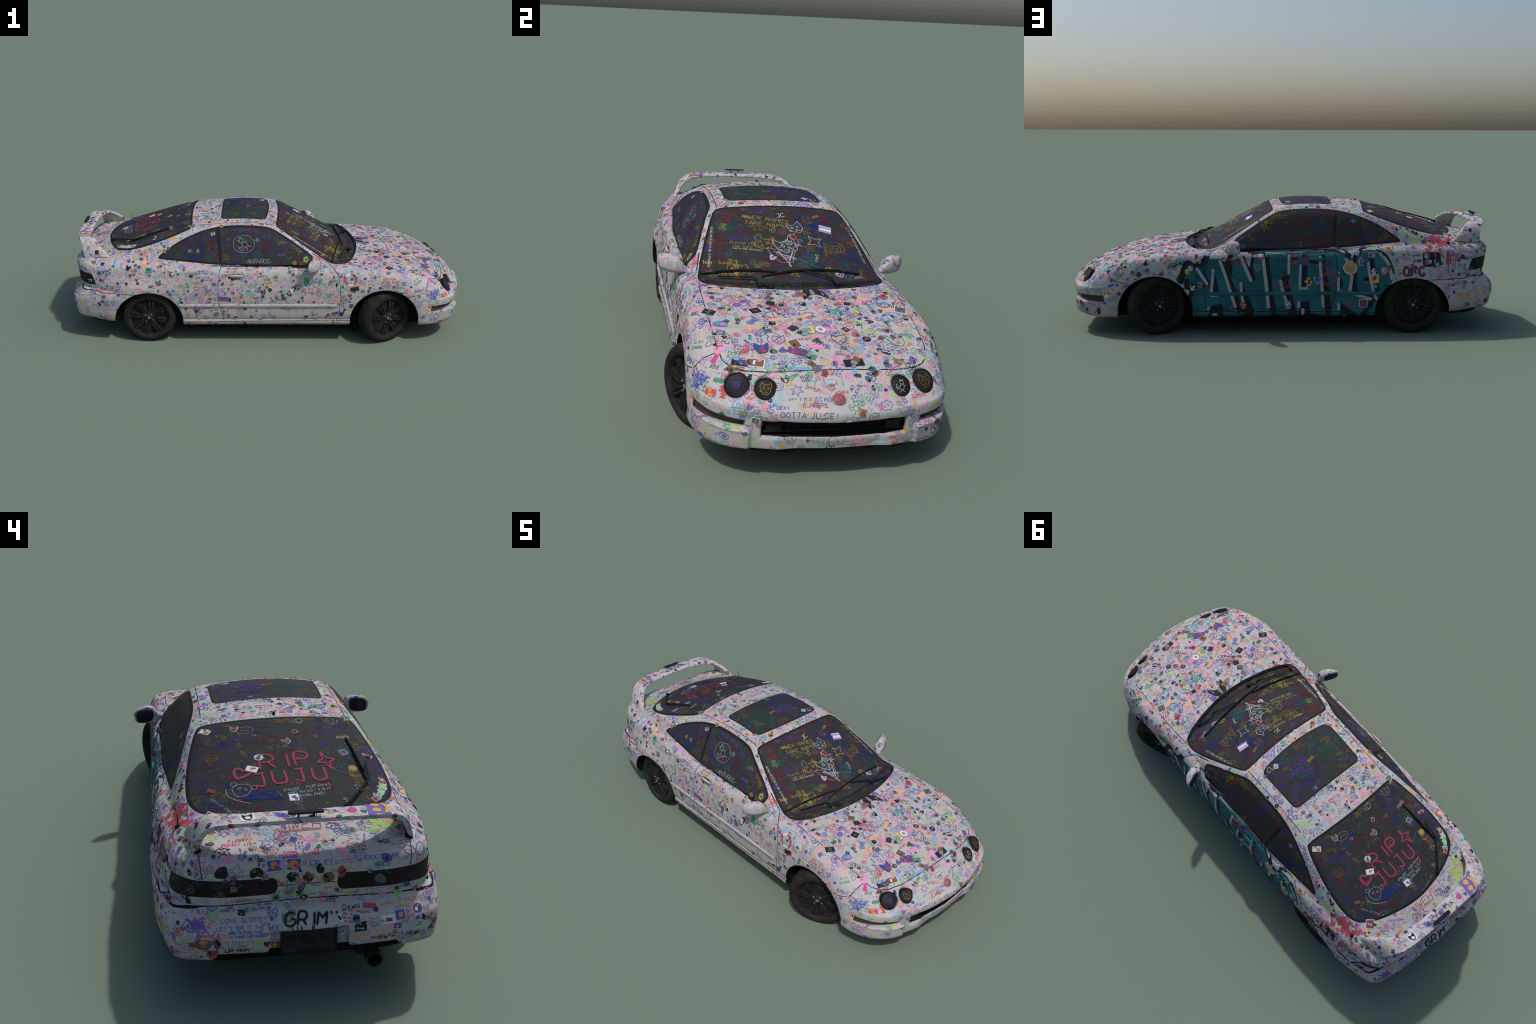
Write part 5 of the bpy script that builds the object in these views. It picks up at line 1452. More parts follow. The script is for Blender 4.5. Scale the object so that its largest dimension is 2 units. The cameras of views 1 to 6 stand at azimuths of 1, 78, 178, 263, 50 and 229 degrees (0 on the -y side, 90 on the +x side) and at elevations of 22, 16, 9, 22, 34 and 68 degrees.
def right_side():
    p, n = on_side(.12, .272, -1)
    sticker(p, n, .052, .95, shape_rect(.46), ['black', 'white'], False)
    write(SKIN, SKIN.frame(p, SMOOTHN[SKIN.near(p)[2]], .95), 'FUR', .015, 'white', .0026, P_OK, loose=.05, lift=.0022, slant=0)
    for x, z, tx, h, c, w, t in ((-.53, .345, 'HOMO', .017, 'teal', .0018, .03), (-.435, .292, 'TYPE', .015, 'green', .0018, .05), (-.315, .340, 'DAD CATS', .010, 'navy', .0014, 0), (-.30, .328, '@THATDRIVES', .007, 'navy', .0011, 0), (-.135, .380, "I CAN'T HEAR YOU", .006, 'blue', .0011, 0),
                                (-.08, .375, 'WHAT?', .011, 'blue', .0016, .05), (-.17, .372, 'TOO LOUD/FOR GAME!!!', .009, 'red', .0015, 0), (.06, .360, 'TAKE IT!', .011, 'lime', .0018, 0), (-.03, .345, 'JERRY', .010, 'blue', .0015, .1), (-.32, .365, 'I AM WORTHY/WAS-TAKEN', .007, 'blue', .0012, 0), (.335, .205, "WANTED A BOAT", .007, 'red', .0013, 0),
                                (.795, .298, 'BEST', .010, 'lilac', .0015, .3), (.735, .315, 'SLAY/SHARK', .011, 'green', .0018, .4), (.60, .325, 'ADD FUEL/MERGE SLOW', .010, 'red', .0017, .05)):
        write(SKIN, f_side(x, z, -1, t), tx, h, c, w, P_OK, lift=.0011)
    draw(SKIN, f_side(-.392, .302, -1), curvy(letters('S', .022)[0], 2), .004, 'green', .0012, P_OK)
    for k in range(4):
        for q in s_hatch(): draw(SKIN, f_side(-.602 + rng.normal(0, .008), .408 + rng.normal(0, .004), -1, rng.uniform(0, 3)), q * .04, .003, 'peach', .0011, P_OK)
    for k in range(3):
        for q in s_hatch(): draw(SKIN, f_side(-.41 + .03 * k, .401 - .004 * k, -1), q * .03, .003, 'pink', .0011, P_OK)
    for k in range(5):
        for q in s_tangle(): draw(SKIN, f_side(-.345 + rng.normal(0, .02), .255 + rng.normal(0, .028), -1), q * .04, .0012, 'pink', .0010, P_OK)
    for k, (dx, dz) in enumerate(((0, 0), (.014, .008), (.03, .002), (.006, -.016), (.024, -.014))):
        pp, nn = on_side(-.425 + dx, .508 + dz * .6, -1); fill(SKIN, SKIN.frame(pp, nn), shape_disc() * .013, 'navy' if k % 2 else 'teal', .0010, P_OK)
    r = np.random.default_rng(4)
    def st(x, z, s, shape, cols, border=False, turn=0.0, detail=None):
        p, n = on_side(x, z, -1); sticker(p, n, s, turn, shape, cols, border, detail=detail)
    st(.428, .284, .044, shape_rect(.5), ['brown', 'brown'], False, .2, [(rounded([(-.42, -.18), (.42, -.18), (.42, .18), (-.42, .18)], .03), 'black')])
    st(-.467, .355, .028, shape_disc(), ['brown', 'white', 'crimson']); st(-.580, .375, .030, shape_rect(.8), ['green', 'black', 'teal'])
    st(.20, .320, .050, shape_head(), ['green', 'teal', 'ochre'], False, -.4)
    ring = curvy(wob(14, .028, .02), 3, True); draw(SKIN, f_side(.409, .330, -1), ring, .009, 'red', .0012, P_OK, taper=False); draw(SKIN, f_side(.409, .330, -1), ring[6:14], .010, 'white', .0016, P_OK); draw(SKIN, f_side(.409, .330, -1), ring[24:32], .010, 'white', .0016, P_OK)
    st(-.215, .232, .050, rounded([(-.5, -.2), (.5, -.2), (.5, .2), (-.5, .2)], .1), ['violet', 'pink', 'ochre', 'lime'], False, 0, [(rounded([(-.42, .0), (.42, .0), (.42, .14), (-.42, .14)], .05), 'navy'), (rounded([(-.42, -.14), (.42, -.14), (.42, -.04), (-.42, -.04)], .03), 'magenta')])
    for x in (-.005, ):
        c = curvy(np.array([(-.5, 0), (-.4, .3), (0, .4), (.4, .3), (.5, 0), (.35, -.3), (0, -.38), (-.4, -.3)]), 4, True)
        draw(SKIN, f_side(x, .310, -1), c * (.055, .05), .003, 'ochre', .001, P_OK); write(SKIN, f_side(x, .310, -1), "IT'S FREE/FUNNY!", .008, 'lime', .0016, P_OK)
    # big blue wolf on the corner of the bumper, green face on the door
    for k in range(4):
        for q in s_tangle(): draw(SKIN, f_side(.825 + rng.normal(0, .012), .245 + rng.normal(0, .012), -1), q * .06, .0015, 'blue', .0010, P_OK)
    for q in s_creature(): draw(SKIN, f_side(.84, .135, -1), q * .075, .0014, 'violet', .001, P_OK)
    for q in s_creature(): draw(SKIN, f_side(.235, .285, -1), q * .075, .0014, 'blue', .001, P_OK)
    for q in s_beast(): draw(SKIN, f_side(.62, .285, -1), q * .05, .0018, 'red', .001, P_OK)
    st(.877, .233, .036, shape_rect(.5), ['red', 'orange'], False, .1); st(.885, .262, .020, shape_rect(1), ['black', 'yellow'], False, 0, [(shape_rect(1) * .6, 'yellow')])
    p, n = on_side(.300, .430, -1)
    # pink highlighter along the windscreen pillar
    for sgn in (-1, 1):
        pts = [on_side(x, .4995 - (x - .12) * .685, sgn)[0] for x in np.linspace(.12, .30, 12)]
        for k in range(2 if sgn < 0 else 1):
            for a_, b_ in zip(pts[:-1], pts[1:]):
                fr = SKIN.frame(a_, SKIN.near(a_)[1]); d = b_ - a_
                draw(SKIN, fr, np.array([(0, 0), (d @ fr[1], d @ fr[2])]), .006, 'pink' if sgn < 0 else 'rose', .001, P_OK, taper=False)

def nose_and_hood():
    write(SKIN, f_front(-.085, .212), 'GOTTA JUICE!', .016, 'navy', .0019, P_OK, loose=.08, slant=.05)
    write(SKIN, f_front(-.065, .239), 'I < KISSING/BUMPERS', .011, 'blue', .0016, P_OK)
    write(SKIN, f_front(-.24, .213), 'I CAME TO MAKE AN/ANNOUNCEMENT THAT THE/HEDGEHOG IS A/PASSENGER HERE', .0058, 'green', .0011, P_OK, lead=1.7)
    write(SKIN, f_front(-.065, .266, -.4), 'NYUM', .012, 'red', .0018, P_OK); write(SKIN, f_front(.05, .262, .9), 'NO/TOUCHIE!', .010, 'navy', .0015, P_OK)
    write(SKIN, f_front(.012, .259), 'HONDA', .009, 'red', .0018, P_OK); write(SKIN, f_front(-.155, .225, .05), 'DEXI', .010, 'blue', .0016, P_OK)
    write(SKIN, f_front(-.19, .276), 'EYES UP FLY CAR/RIGHT UP TA/ANTA', .008, 'red', .0013, P_OK); write(SKIN, f_front(-.235, .125), 'RANCHERO/WAS HERE', .009, 'lime', .0014, P_OK)
    write(SKIN, f_front(.03, .121), 'THERE IS A FUNGUS GROWING OUT OF THIS CAR', .006, 'teal', .0011, P_OK); write(SKIN, f_front(.20, .2), 'WE NEED TO/PET TAILS', .006, 'grey', .0011, P_OK)
    draw(SKIN, f_front(.06, .128), curvy(np.array([(-.07, .02), (-.045, -.012), (.0, -.018), (.05, -.012), (.075, .02)]), 5), .0014, 'red', .001, P_OK)
    write(SKIN, f_front(.245, .236), 'ZUMBAS', .010, 'red', .0018, P_OK)
    draw(SKIN, f_front(.18, .262), curvy(np.array([(-.06, -.03), (-.02, -.02), (.0, .01), (-.03, .03), (.02, .045), (.06, .03)]), 5), .002, 'red', .001, P_OK)
    p, n = (lambda f: (f[0], np.cross(f[1], f[2])))(f_front(-.015, .281))
    sticker(p, n, .034, 0, outline(wob(8, .45, .06), 3), ['ochre', 'ice', 'green'], False, detail=[(outline(wob(8, .38, .06), 3), 'ice'), (outline(wob(5, .1, .1, 2, 1), 2) + (.05, -.34), 'green'), (shape_disc() * .1 + (-.12, .1), 'navy'), (shape_disc() * .1 + (.12, .1), 'navy')])
    def st(x, y, s, shape, cols, turn=0.0, border=False, detail=None):
        p, n = on_top(x, y); sticker(p, n, s, turn, shape, cols, border, detail=detail)
    # black fox head at the back of the hood
    fox = outline([(-.1, -.5), (-.34, -.2), (-.46, .02), (-.5, .5), (-.2, .2), (.02, .14), (.25, .24), (.5, .52), (.44, .05), (.3, -.25), (.12, -.52)], 3)
    st(.492, .036, .085, fox, ['black', 'grey'], .1, False, [(outline([(-.06, .1), (.1, .12), (.06, -.2), (0, -.32), (-.06, -.2)], 3), 'grey'), (outline([(-.36, .3), (-.3, .12), (-.38, .05)], 2), 'grey'), (outline([(.36, .3), (.3, .12), (.37, .05)], 2), 'grey')])
    st(.818, -.086, .055, shape_rect(.62), ['plum', 'violet', 'magenta'], -.55); st(.846, -.086 + .03, .036, shape_rect(.7), ['green', 'black', 'grey'], -.3)
    st(.874, .066, .060, shape_rect(.46), ['black', 'grey', 'brown'], .05); st(.846, -.255, .048, shape_rect(.42), ['black', 'navy', 'sky'], 0); st(.855, -.21, .040, shape_rect(.62), ['brown', 'white', 'rose'], -.05, True)
    st(.889, -.09, .042, shape_rect(.26), ['sky', 'sky'], -.02, False, [(shape_rect(.26) * .9, 'sky')]); st(.673, -.286, .050, outline(wob(9, .46, .08, 1, .7), 3), ['violet', 'teal', 'lilac'], .1, False, [(outline(wob(8, .24, .1, 1, .8), 3) + (-.15, .05), 'teal'), (outline(wob(7, .2, .1), 3) + (.15, -.05), 'lilac')])
    st(.51, .268, .032, shape_rect(.7), ['crimson', 'black', 'crimson'], .3); st(.612, .085, .030, shape_rect(.8), ['teal', 'grey', 'green'], .3); st(.800, -.185, .050, shape_head(), ['navy', 'blue', 'crimson'], .1)
    st(.477, .084, .030, shape_disc(), ['violet', 'orange', 'navy'], .2); st(.477, -.089, .034, rounded([(-.5, -.12), (.5, -.12), (.4, .16), (-.4, .16)], .1), ['red', 'ochre'], .1, False, [(rounded([(-.45, -.1), (.45, -.1), (.4, -.02), (-.4, -.02)], .02), 'violet'), (rounded([(-.42, -.01), (.42, -.01), (.38, .07), (-.38, .07)], .02), 'lime')])
    for k in range(8):
        p, n = on_top(.575 + rng.normal(0, .02), .135 + rng.normal(0, .02)); fill(SKIN, SKIN.frame(p, n, rng.uniform(0, 6)), outline(wob(7, rng.uniform(.004, .011), .25), 2), 'red', .0011, P_OK)
    def head(x, y, s, c1, c2, turn=0.0):
        for i, q in enumerate(s_beast()): draw(SKIN, f_top(x, y, turn), q * s, .0026 if i == 0 else .0016, c1 if i == 0 else c2, .0012, P_OK)
    head(.768, .052, .052, 'navy', 'teal'); head(.822, .074, .056, 'ochre', 'violet'); head(.769, .226, .058, 'green', 'red', .2); head(.765, -.13, .042, 'violet', 'red'); head(.80, -.245, .045, 'red', 'red'); head(.57, .25, .04, 'blue', 'violet')
    head(.52, .13, .05, 'lilac', 'lilac'); head(.735, -.05, .036, 'green', 'teal')
    for q in s_tangle() + s_creature(): draw(SKIN, f_top(.55, -.2, .3), q * .075, .0018, 'violet', .0011, P_OK)
    for q in s_tangle() + s_creature(): draw(SKIN, f_top(.59, -.10, -.4), q * .085, .0018, 'red', .0011, P_OK)
    for q in s_tangle(): draw(SKIN, f_top(.80, -.22, .3), q * .06, .0018, 'red', .0011, P_OK)
    for dx, ch, c in ((-.030, 'J', 'yellow'), (0, 'O', 'white'), (.030, 'N', 'pink')):
        fr = f_top(.719, .006 + dx, .15)
        for q in letters(ch, .030, 0, 0): draw(SKIN, fr, curvy(q, 3), .014, 'grey', .0010, P_OK, taper=False); draw(SKIN, fr, curvy(q, 3), .0085, c, .0014, P_OK, taper=False)
    write(SKIN, f_top(.765, -.055, .1), 'HAWK', .014, 'red', .0022, P_OK); write(SKIN, f_top(.885, -.155), '23 CRITTERS/STRAINS', .008, 'green', .0014, P_OK); write(SKIN, f_top(.69, -.245, .1), 'HARMATIC', .012, 'lime', .0020, P_OK); write(SKIN, f_top(.63, -.03, .1), 'SLAYERS', .012, 'violet', .0024, P_OK); write(SKIN, f_top(.83, .035), 'THE/JOLY', .009, 'navy', .0015, P_OK)
    for x, y in ((.66, -.12), (.64, -.02), (.70, -.19)):
        for q in s_hatch() + s_hatch(): draw(SKIN, f_top(x, y, rng.uniform(-.6, .6)), q * .04, .0034, 'peach', .0010, P_OK)
    for x, y in ((.70, -.10), (.80, -.03), (.735, .09), (.78, -.16), (.86, .02), (.56, .16), (.79, -.30), (.80, -.02)):
        for q in s_hatch(): draw(SKIN, f_top(x, y, rng.uniform(-3, 3)), q * .045, .0040, 'pink', .0010, P_OK)
    for x, y in ((.62, .15), (.67, .13), (.73, .16)):
        for q in s_hatch(): draw(SKIN, f_top(x, y, rng.uniform(-3, 3)), q * .04, .0034, 'lime', .0010, P_OK)

def tail_end():
    write(SKIN, f_rear(.01, .240), 'GRIM', .034, 'black', .0058, P_OK, loose=.16, lift=.0014, slant=.15)
    fr = f_rear(.01, .228)
    for a_ in (-.034, -.022, -.012, .016, .02): draw(SKIN, fr, np.array([(a_, 0), (a_ + .001, -.022 - rng.uniform(0, .012))]), .0028, 'black', .0013, P_OK)
    for dy in (-.058, -.071): write(SKIN, f_rear(dy, .246), '*', .010, 'black', .0022, P_OK)
    for y, z, tx, h, c, w in ((.165, .243, 'LOVE SLOTS?', .012, 'blue', .0013), (.155, .229, "LET'S SPLIT THE FAN!", .010, 'blue', .0013), (.16, .214, 'GOD PLEASE FUEL/MY MIND FOR GOOD', .007, 'blue', .0016), (.085, .218, 'BUILT/FOR BREEDS', .009, 'navy', .0012), (.175, .262, 'HONK IF U < BLISS', .007, 'navy', .0012),
                              (.185, .166, 'UR MOM', .012, 'black', .0022), (.255, .205, 'I HAVE A/PAW', .009, 'red', .0018), (.195, .186, "YOU'VE BEEN TO/BE A FURRY", .009, 'grey', .0012), (-.11, .253, 'DAWN', .013, 'black', .0016), (-.25, .248, 'HONK IF YOU EAT/ASPHALT', .009, 'ochre', .0015), (-.30, .232, 'SMILE', .010, 'red', .0016),
                              (.16, .286, 'LAMBORGHINI', .010, 'crimson', .0013), (-.02, .385, 'BRICK ICE', .013, 'violet', .0015), (.10, .388, 'I < WIGS', .009, 'navy', .0014), (-.19, .38, 'DOGS ARE/NICE', .013, 'blue', .0015), (.17, .362, 'NEOPETS', .009, 'violet', .0014)):
        write(SKIN, f_rear(y, z), tx, h, c, w, P_OK, lift=.0011)
    for k in range(4):
        for q in s_tangle(): draw(SKIN, f_rear(.285 + rng.normal(0, .012), .232 + rng.normal(0, .006)), q * .05, .0020, 'violet' if k else 'blue', .0011, P_OK)
    write(SKIN, f_top(-.842, -.0), 'MWEH', .030, 'red', .0022, P_OK, loose=.1, lift=.0012, slant=.1)
    for d in (.020, .025): draw(SKIN, f_top(-.842 , 0), np.array([(-.052, -d), (.052, -d + .003)]), .0018, 'red', .0011, P_OK)
    for x, y, tx, h, c, w, t in ((-.828, .135, 'CASSANDRA', .009, 'violet', .0014, -.25), (-.842, .150, 'FELL GREAT WAS/DELETED', .008, 'lilac', .0013, -.2), (-.885, .165, 'FURRY/POINT USA', .012, 'red', .0018, .0), (-.87, -.12, 'DRAGONS/FOREVER', .007, 'blue', .0014, 0), (-.88, .055, 'BEST FRIEND', .007, 'sky', .0012, 0)):
        write(SKIN, f_top(x, y, t), tx, h, c, w, P_OK, lift=.0011)
    for q in s_beast(): draw(SKIN, f_top(-.878, .045), q * .06, .0017, 'green', .0011, P_OK)
    for x, y in ((-.80, -.235), (-.83, -.20), (-.85, -.235), (-.86, -.19)):
        for q in s_hatch() + s_tangle(): draw(SKIN, f_top(x, y, rng.uniform(-1, 1)), q * .05, .0026, 'lime', .0010, P_OK)
    def st(y, z, s, shape, cols, border=False, detail=None, turn=0.0):
        f = f_rear(y, z); sticker(f[0], np.cross(f[1], f[2]), s, turn, shape, cols, border, detail=detail)
    for y, tn in ((.085, .06), (.035, -.02)): st(y, .385, .036, shape_rect(.8), ['blue', 'orange', 'ochre'], True, [(outline(wob(8, .3, .15), 3), 'orange'), (outline(wob(6, .13, .2), 2) + (.1, -.1), 'crimson')], tn)
    st(-.205, .222, .038, shape_rect(.6), ['white', 'brown'], False, [(rounded([(-.25, -.12), (.2, -.16), (.25, .06), (-.2, .12)], .04), 'brown')]); st(-.236, .228, .026, shape_rect(1), ['blue', 'orange'], True, [(outline(wob(6, .25, .2), 2), 'orange')]); st(-.285, .235, .024, shape_disc(), ['navy', 'white', 'red'])
    st(-.13, .212, .032, shape_rect(.8), ['black', 'sky', 'teal']); st(.055, .243, .026, shape_rect(.9), ['green', 'violet', 'ochre']); st(-.08, .236, .022, shape_figure(), ['white', 'grey', 'black']); st(.085, .163, .024, shape_rect(.8), ['brown', 'ochre', 'brown'])
    st(.245, .155, .036, shape_head(), ['crimson', 'black', 'crimson']); st(.27, .190, .045, outline(wob(8, .45, .2, 1, .8), 3), ['brown', 'orange', 'teal']); st(.235, .19, .03, shape_figure(), ['plum', 'black', 'black'])
    for y, z, s, c in ((.215, .375, .04, 'black'), (.185, .353, .026, 'plum'), (.13, .37, .036, 'black'), (.0, .345, .036, 'brown'), (-.03, .37, .028, 'black'), (-.05, .34, .036, 'brown'), (-.085, .355, .034, 'crimson'), (.02, .30, .030, 'green'), (.08, .288, .030, 'green'), (.3, .285, .025, 'black'), (.04, .35, .03, 'black'), (-.20, .385, .03, 'blue')):
        st(y, z, s, shape_figure() if rng.random() < .5 else shape_blob(), [c, 'black', 'brown'])

def chalk_words():
    S, G = GLASS_INK, {'rear_window'}
    # rear window, read from behind
    L_ = .0014
    def big(tx, x, y, h, turn=0.0, w=.0068):
        write(SKIN, f_top(x, y, turn), tx, h, 'tribute', w, G, S, 0.0, .10, lift=L_, track=1.15)
    big('RIP', -.592, .000, .058, .03); big('JUJU', -.660, -.005, .054, .07)
    hb = s_heart()[0] * (.052, .058); draw(SKIN, f_top(-.628, .13, -.2), hb, .0075, 'tribute', L_, G, S); draw(SKIN, f_top(-.628, .13, -.2), hb * .72, .002, 'teal', L_, G, S)
    a = np.arange(9) * math.pi / 4; r_ = np.where(np.arange(9) % 2, .013, .040); draw(SKIN, f_top(-.597, -.115), np.stack([r_ * np.sin(a) * .7, r_ * np.cos(a)], 1), .0055, 'tribute', L_, G, S)
    for x, y, s in ((-.632, -.158, .052), (-.575, -.18, .024), (-.555, -.19, .02), (-.56, -.12, .026), (-.53, -.185, .022)): draw(SKIN, f_top(x, y, .1), s_heart()[0] * s, .003, 'teal', .0011, G, S)
    write(SKIN, f_top(-.690, -.005), 'FLEA-', .014, 'rose', .0018, G, S); write(SKIN, f_top(-.722, -.045, .03), "PAUSE- FOR PAWS/AND NYAS! VISIT/MEOWLAND!", .0105, 'ice', .0017, G, S, lead=1.5)
    write(SKIN, f_top(-.556, .005, .05), 'RIP JUJU', .017, 'crimson', .0016, G, S); write(SKIN, f_top(-.50, .035, .15), 'YOU', .038, 'crimson', .0024, G, S, slant=.3); write(SKIN, f_top(-.528, .01, .1), 'WILL', .026, 'teal', .0018, G, S, slant=.3)
    write(SKIN, f_top(-.397, .06), 'THE ONLY MUSIC I WANT', .008, 'violet', .0014, G, S); write(SKIN, f_top(-.745, .19, -.5), 'CERTIFIED STALLION', .007, 'ice', .0012, G, S); write(SKIN, f_top(-.80, -.065, .2), 'FREE DAWNLAND', .008, 'grey', .0012, G, S); write(SKIN, f_top(-.60, -.255, 1.3), 'POOPSICLE', .018, 'violet', .0016, G, S)
    write(SKIN, f_top(-.70, -.10), 'NEVER/WAS/CAR', .010, 'crimson', .0013, G, S); write(SKIN, f_top(-.68, -.195, 1.25), 'MEADOWS/BEEHIVE', .011, 'ochre', .0015, G, S); write(SKIN, f_top(-.52, .12, -1.1), 'FINE ART', .014, 'ochre', .0017, G, S)
    fr = f_top(-.695, .135, -.1)
    for p in (wob(14, .026, .05), wob(6, .008, .1) + (-.03, .018), wob(6, .008, .1) + (.03, .018), wob(6, .004, .1) + (-.008, .005), wob(6, .004, .1) + (.01, .005)): draw(SKIN, fr, curvy(p, 3, True), .0017, 'ice', .0013, G, S)
    draw(SKIN, fr, curvy(np.array([(-.045, -.005), (-.03, -.03), (0, -.042), (.04, -.045)]), 4), .0022, 'ice', .0013, G, S)
    for k in range(3):
        for q in s_tangle(): draw(SKIN, f_top(-.735 + .01 * k, .07 + .02 * k, .2), q * (.11, .05), .0017, 'blue', .0012, G, S)
    def st(x, y, s, sh, c, b=False, t=0.0, detail=None): p, n = on_top(x, y); sticker(p, n, s, t, sh, c, b, ok=G, detail=detail)
    st(-.571, .073, .024, shape_disc(), ['ice', 'navy', 'brown'], True); st(-.616, .098, .030, shape_rect(.7), ['white', 'crimson', 'grey'], True, -.2); st(-.624, -.187, .026, shape_disc(), ['ochre', 'ochre'], False, 0, [(shape_disc() * .8, 'brown'), (shape_disc() * .55, 'ochre'), (shape_disc() * .25, 'green')])
    st(-.452, .240, .034, shape_blob(), ['ice', 'crimson', 'brown']); st(-.41, .215, .032, shape_rect(.6), ['ochre', 'white', 'grey'], True); st(-.745, .0, .026, shape_rect(1), ['white', 'plum', 'violet'])
    r = np.random.default_rng(6)
    for k in range(13):
        t = k / 12; x = -.66 - .125 * t; y = -.262 + .085 * t ** 2
        st(x, y, r.uniform(.016, .024), None, [('white', 'sky', 'crimson', 'teal', 'ice', 'lime', 'pink')[r.integers(7)] for _ in range(3)], True, r.normal(0, .6))
    # windscreen, read from the front
    W_ = {'windshield'}
    for x, y, tx, h, c, w, t in ((.135, -.055, 'KICK NAMES/TAKE NAPS.', .019, 'yellow', .0022, -.14), (.165, -.09, 'CERTIFIED/BEAN', .009, 'ochre', .0014, -.05), (.10, -.195, 'FERBIT/WAS/HERE', .012, 'red', .0016, 0), (.150, -.195, 'GOOD DRESS/MERLIN', .009, 'teal', .0014, 0), (.235, -.148, 'PLEASE FUEL/MY WIFE', .011, 'yellow', .0015, 0), (.255, -.14, 'TAKE MY CAR INTO PIECES', .0055, 'white', .0012, 0),
                                (.240, -.232, 'DEATH IS AN/ABSTRACT CONCEPT', .013, 'crimson', .0017, -1.35), (.215, -.262, "MEOWLAND'S VACATION IS PAWSOME!", .0078, 'white', .0014, -1.33), (.200, .262, 'VISIT MEOWLAND! COME GET CATS', .0078, 'white', .0014, 1.33), (.300, -.20, 'RAT/SUPREMACY', .011, 'yellow', .0017, -.05), (.318, -.045, 'I HAVE A/FUNNY JOKE/A HORSE/KOMMIT', .011, 'crimson', .0016, -.1), (.388, -.04, 'JOKE!!!', .011, 'crimson', .0016, 0),
                                (.128, .055, 'NEWTON', .013, 'blue', .0019, .95), (.105, .0, 'JC', .019, 'white', .0026, .2), (.12, .03, 'FJG', .013, 'crimson', .0016, .8), (.205, .03, 'BOILED/SNAILS/PARTY', .009, 'red', .0024, .3), (.30, .095, 'PAWS', .011, 'white', .0015, 1.2), (.245, .12, 'WAGGABLE', .011, 'blue', .0019, 1.2), (.255, .145, 'PURRFECT/NEST', .010, 'ochre', .0015, 1.2), (.31, .20, 'BANANA', .010, 'teal', .0015, 1.2),
                                (.375, -.17, 'I WONLY 2 APPLE DALLS', .008, 'green', .0014, 0), (.055, -.06, 'YOU ARE COMING FROM THE RADIO', .007, 'violet', .0013, 0), (.068, 0, 'IT IS FURRY BORING NEXT TO REGULAR MUSIC STATION', .0055, 'crimson', .0012, 0), (.195, -.18, 'TRUTH/NONE', .009, 'violet', .0013, 0), (.345, .235, 'HELLO', .012, 'grey', .0014, .5)):
        write(SKIN, f_top(x, y, t), tx, h, c, w, W_, S, lift=.0013)
    for fn, x, y, s, c, w, t in ((s_cloud, .205, -.155, .085, 'violet', .0018, .0), (s_beast, .235, -.082, .075, 'yellow', .0020, -.3), (s_beast, .165, .045, .060, 'white', .0020, .3), (s_star, .224, .103, .070, 'white', .0018, .4), (s_beast, .250, .0, .085, 'white', .0020, .4), (s_creature, .225, .03, .07, 'white', .0018, .2), (s_tangle, .31, -.005, .11, 'white', .0022, .5), (s_beast, .285, -.02, .10, 'ice', .0022, .5),
                                (s_tangle, .325, -.19, .09, 'yellow', .0018, 0), (s_beast, .34, -.19, .08, 'yellow', .0018, 0), (s_tangle, .145, .115, .075, 'blue', .0018, .3), (s_creature, .15, .11, .08, 'blue', .0018, .2), (s_hatch, .125, .16, .06, 'crimson', .0016, .5), (s_tangle, .3, .07, .085, 'teal', .0020, .3), (s_tangle, .33, .06, .07, 'teal', .0020, .3), (s_beast, .24, .19, .05, 'yellow', .0016, .2), (s_tangle, .35, .13, .05, 'yellow', .0020, 0),
                                (s_swirl, .1, .09, .05, 'blue', .002, 0), (s_tangle, .27, .235, .05, 'blue', .0018, 0), (s_tangle, .355, .23, .05, 'grey', .0018, 0), (s_tangle, .14, -.225, .05, 'yellow', .0016, 0), (s_creature, .14, -.2, .045, 'teal', .0018, 1.2)):
        for q in fn(): draw(SKIN, f_top(x, y, t), q * s, w, c, .0013, W_, S)
    p, n = on_top(.156, .156)
    sticker(p, n, .046, -.45, rounded([(-.5, -.38), (.5, -.38), (.5, .38), (-.5, .38)], .03), ['white', 'sky', 'pink'], False, ok=W_, detail=[(np.array([(-.48, .22), (.48, .22), (.48, .36), (-.48, .36)]), 'ice'), (np.array([(-.48, .06), (.48, .06), (.48, .2), (-.48, .2)]), 'lilac'), (np.array([(-.48, -.36), (.48, -.36), (.48, -.2), (-.48, -.2)]), 'lilac')])
    # side glass
    D_ = {'side_window'}; Q_ = {'quarter_window'}
    fr = f_side(-.115, .487, -1)
    draw(SKIN, fr, curvy(wob(14, .046, .03, 1.15, .95), 3, True), .0018, 'ice', .0013, D_, S)
    for q in s_creature(): draw(SKIN, SKIN.frame(fr[0], np.cross(fr[1], fr[2]), .9), q * .07, .0022, 'ice', .0014, D_, S)
    write(SKIN, f_side(-.045, .412, -1), '-ANTHROS-', .021, 'ice', .0021, D_, S, loose=.1, track=.85)
    for q in s_beast(): draw(SKIN, f_side(-.005, .47, -1), q * (.055, .06), .0020, 'crimson', .0013, D_, S)
    for q in s_creature(): draw(SKIN, f_side(-.045, .438, -1), q * .05, .0018, 'teal', .0013, D_, S)
    for tx, x, z, h, c in (('CHUB/GANG', -.205, .49, .015, 'violet'), ('SLAY', -.13, .43, .020, 'violet'), ('CHUBBY CATS', -.17, .402, .009, 'blue'), ('FREE MY BOY JERRY', -.12, .545, .008, 'violet'), ('COPY', .075, .49, .012, 'yellow')): write(SKIN, f_side(x, z, -1), tx, h, c, .0016, D_, S)
    pp, nn = on_side(.195, .415, -1)
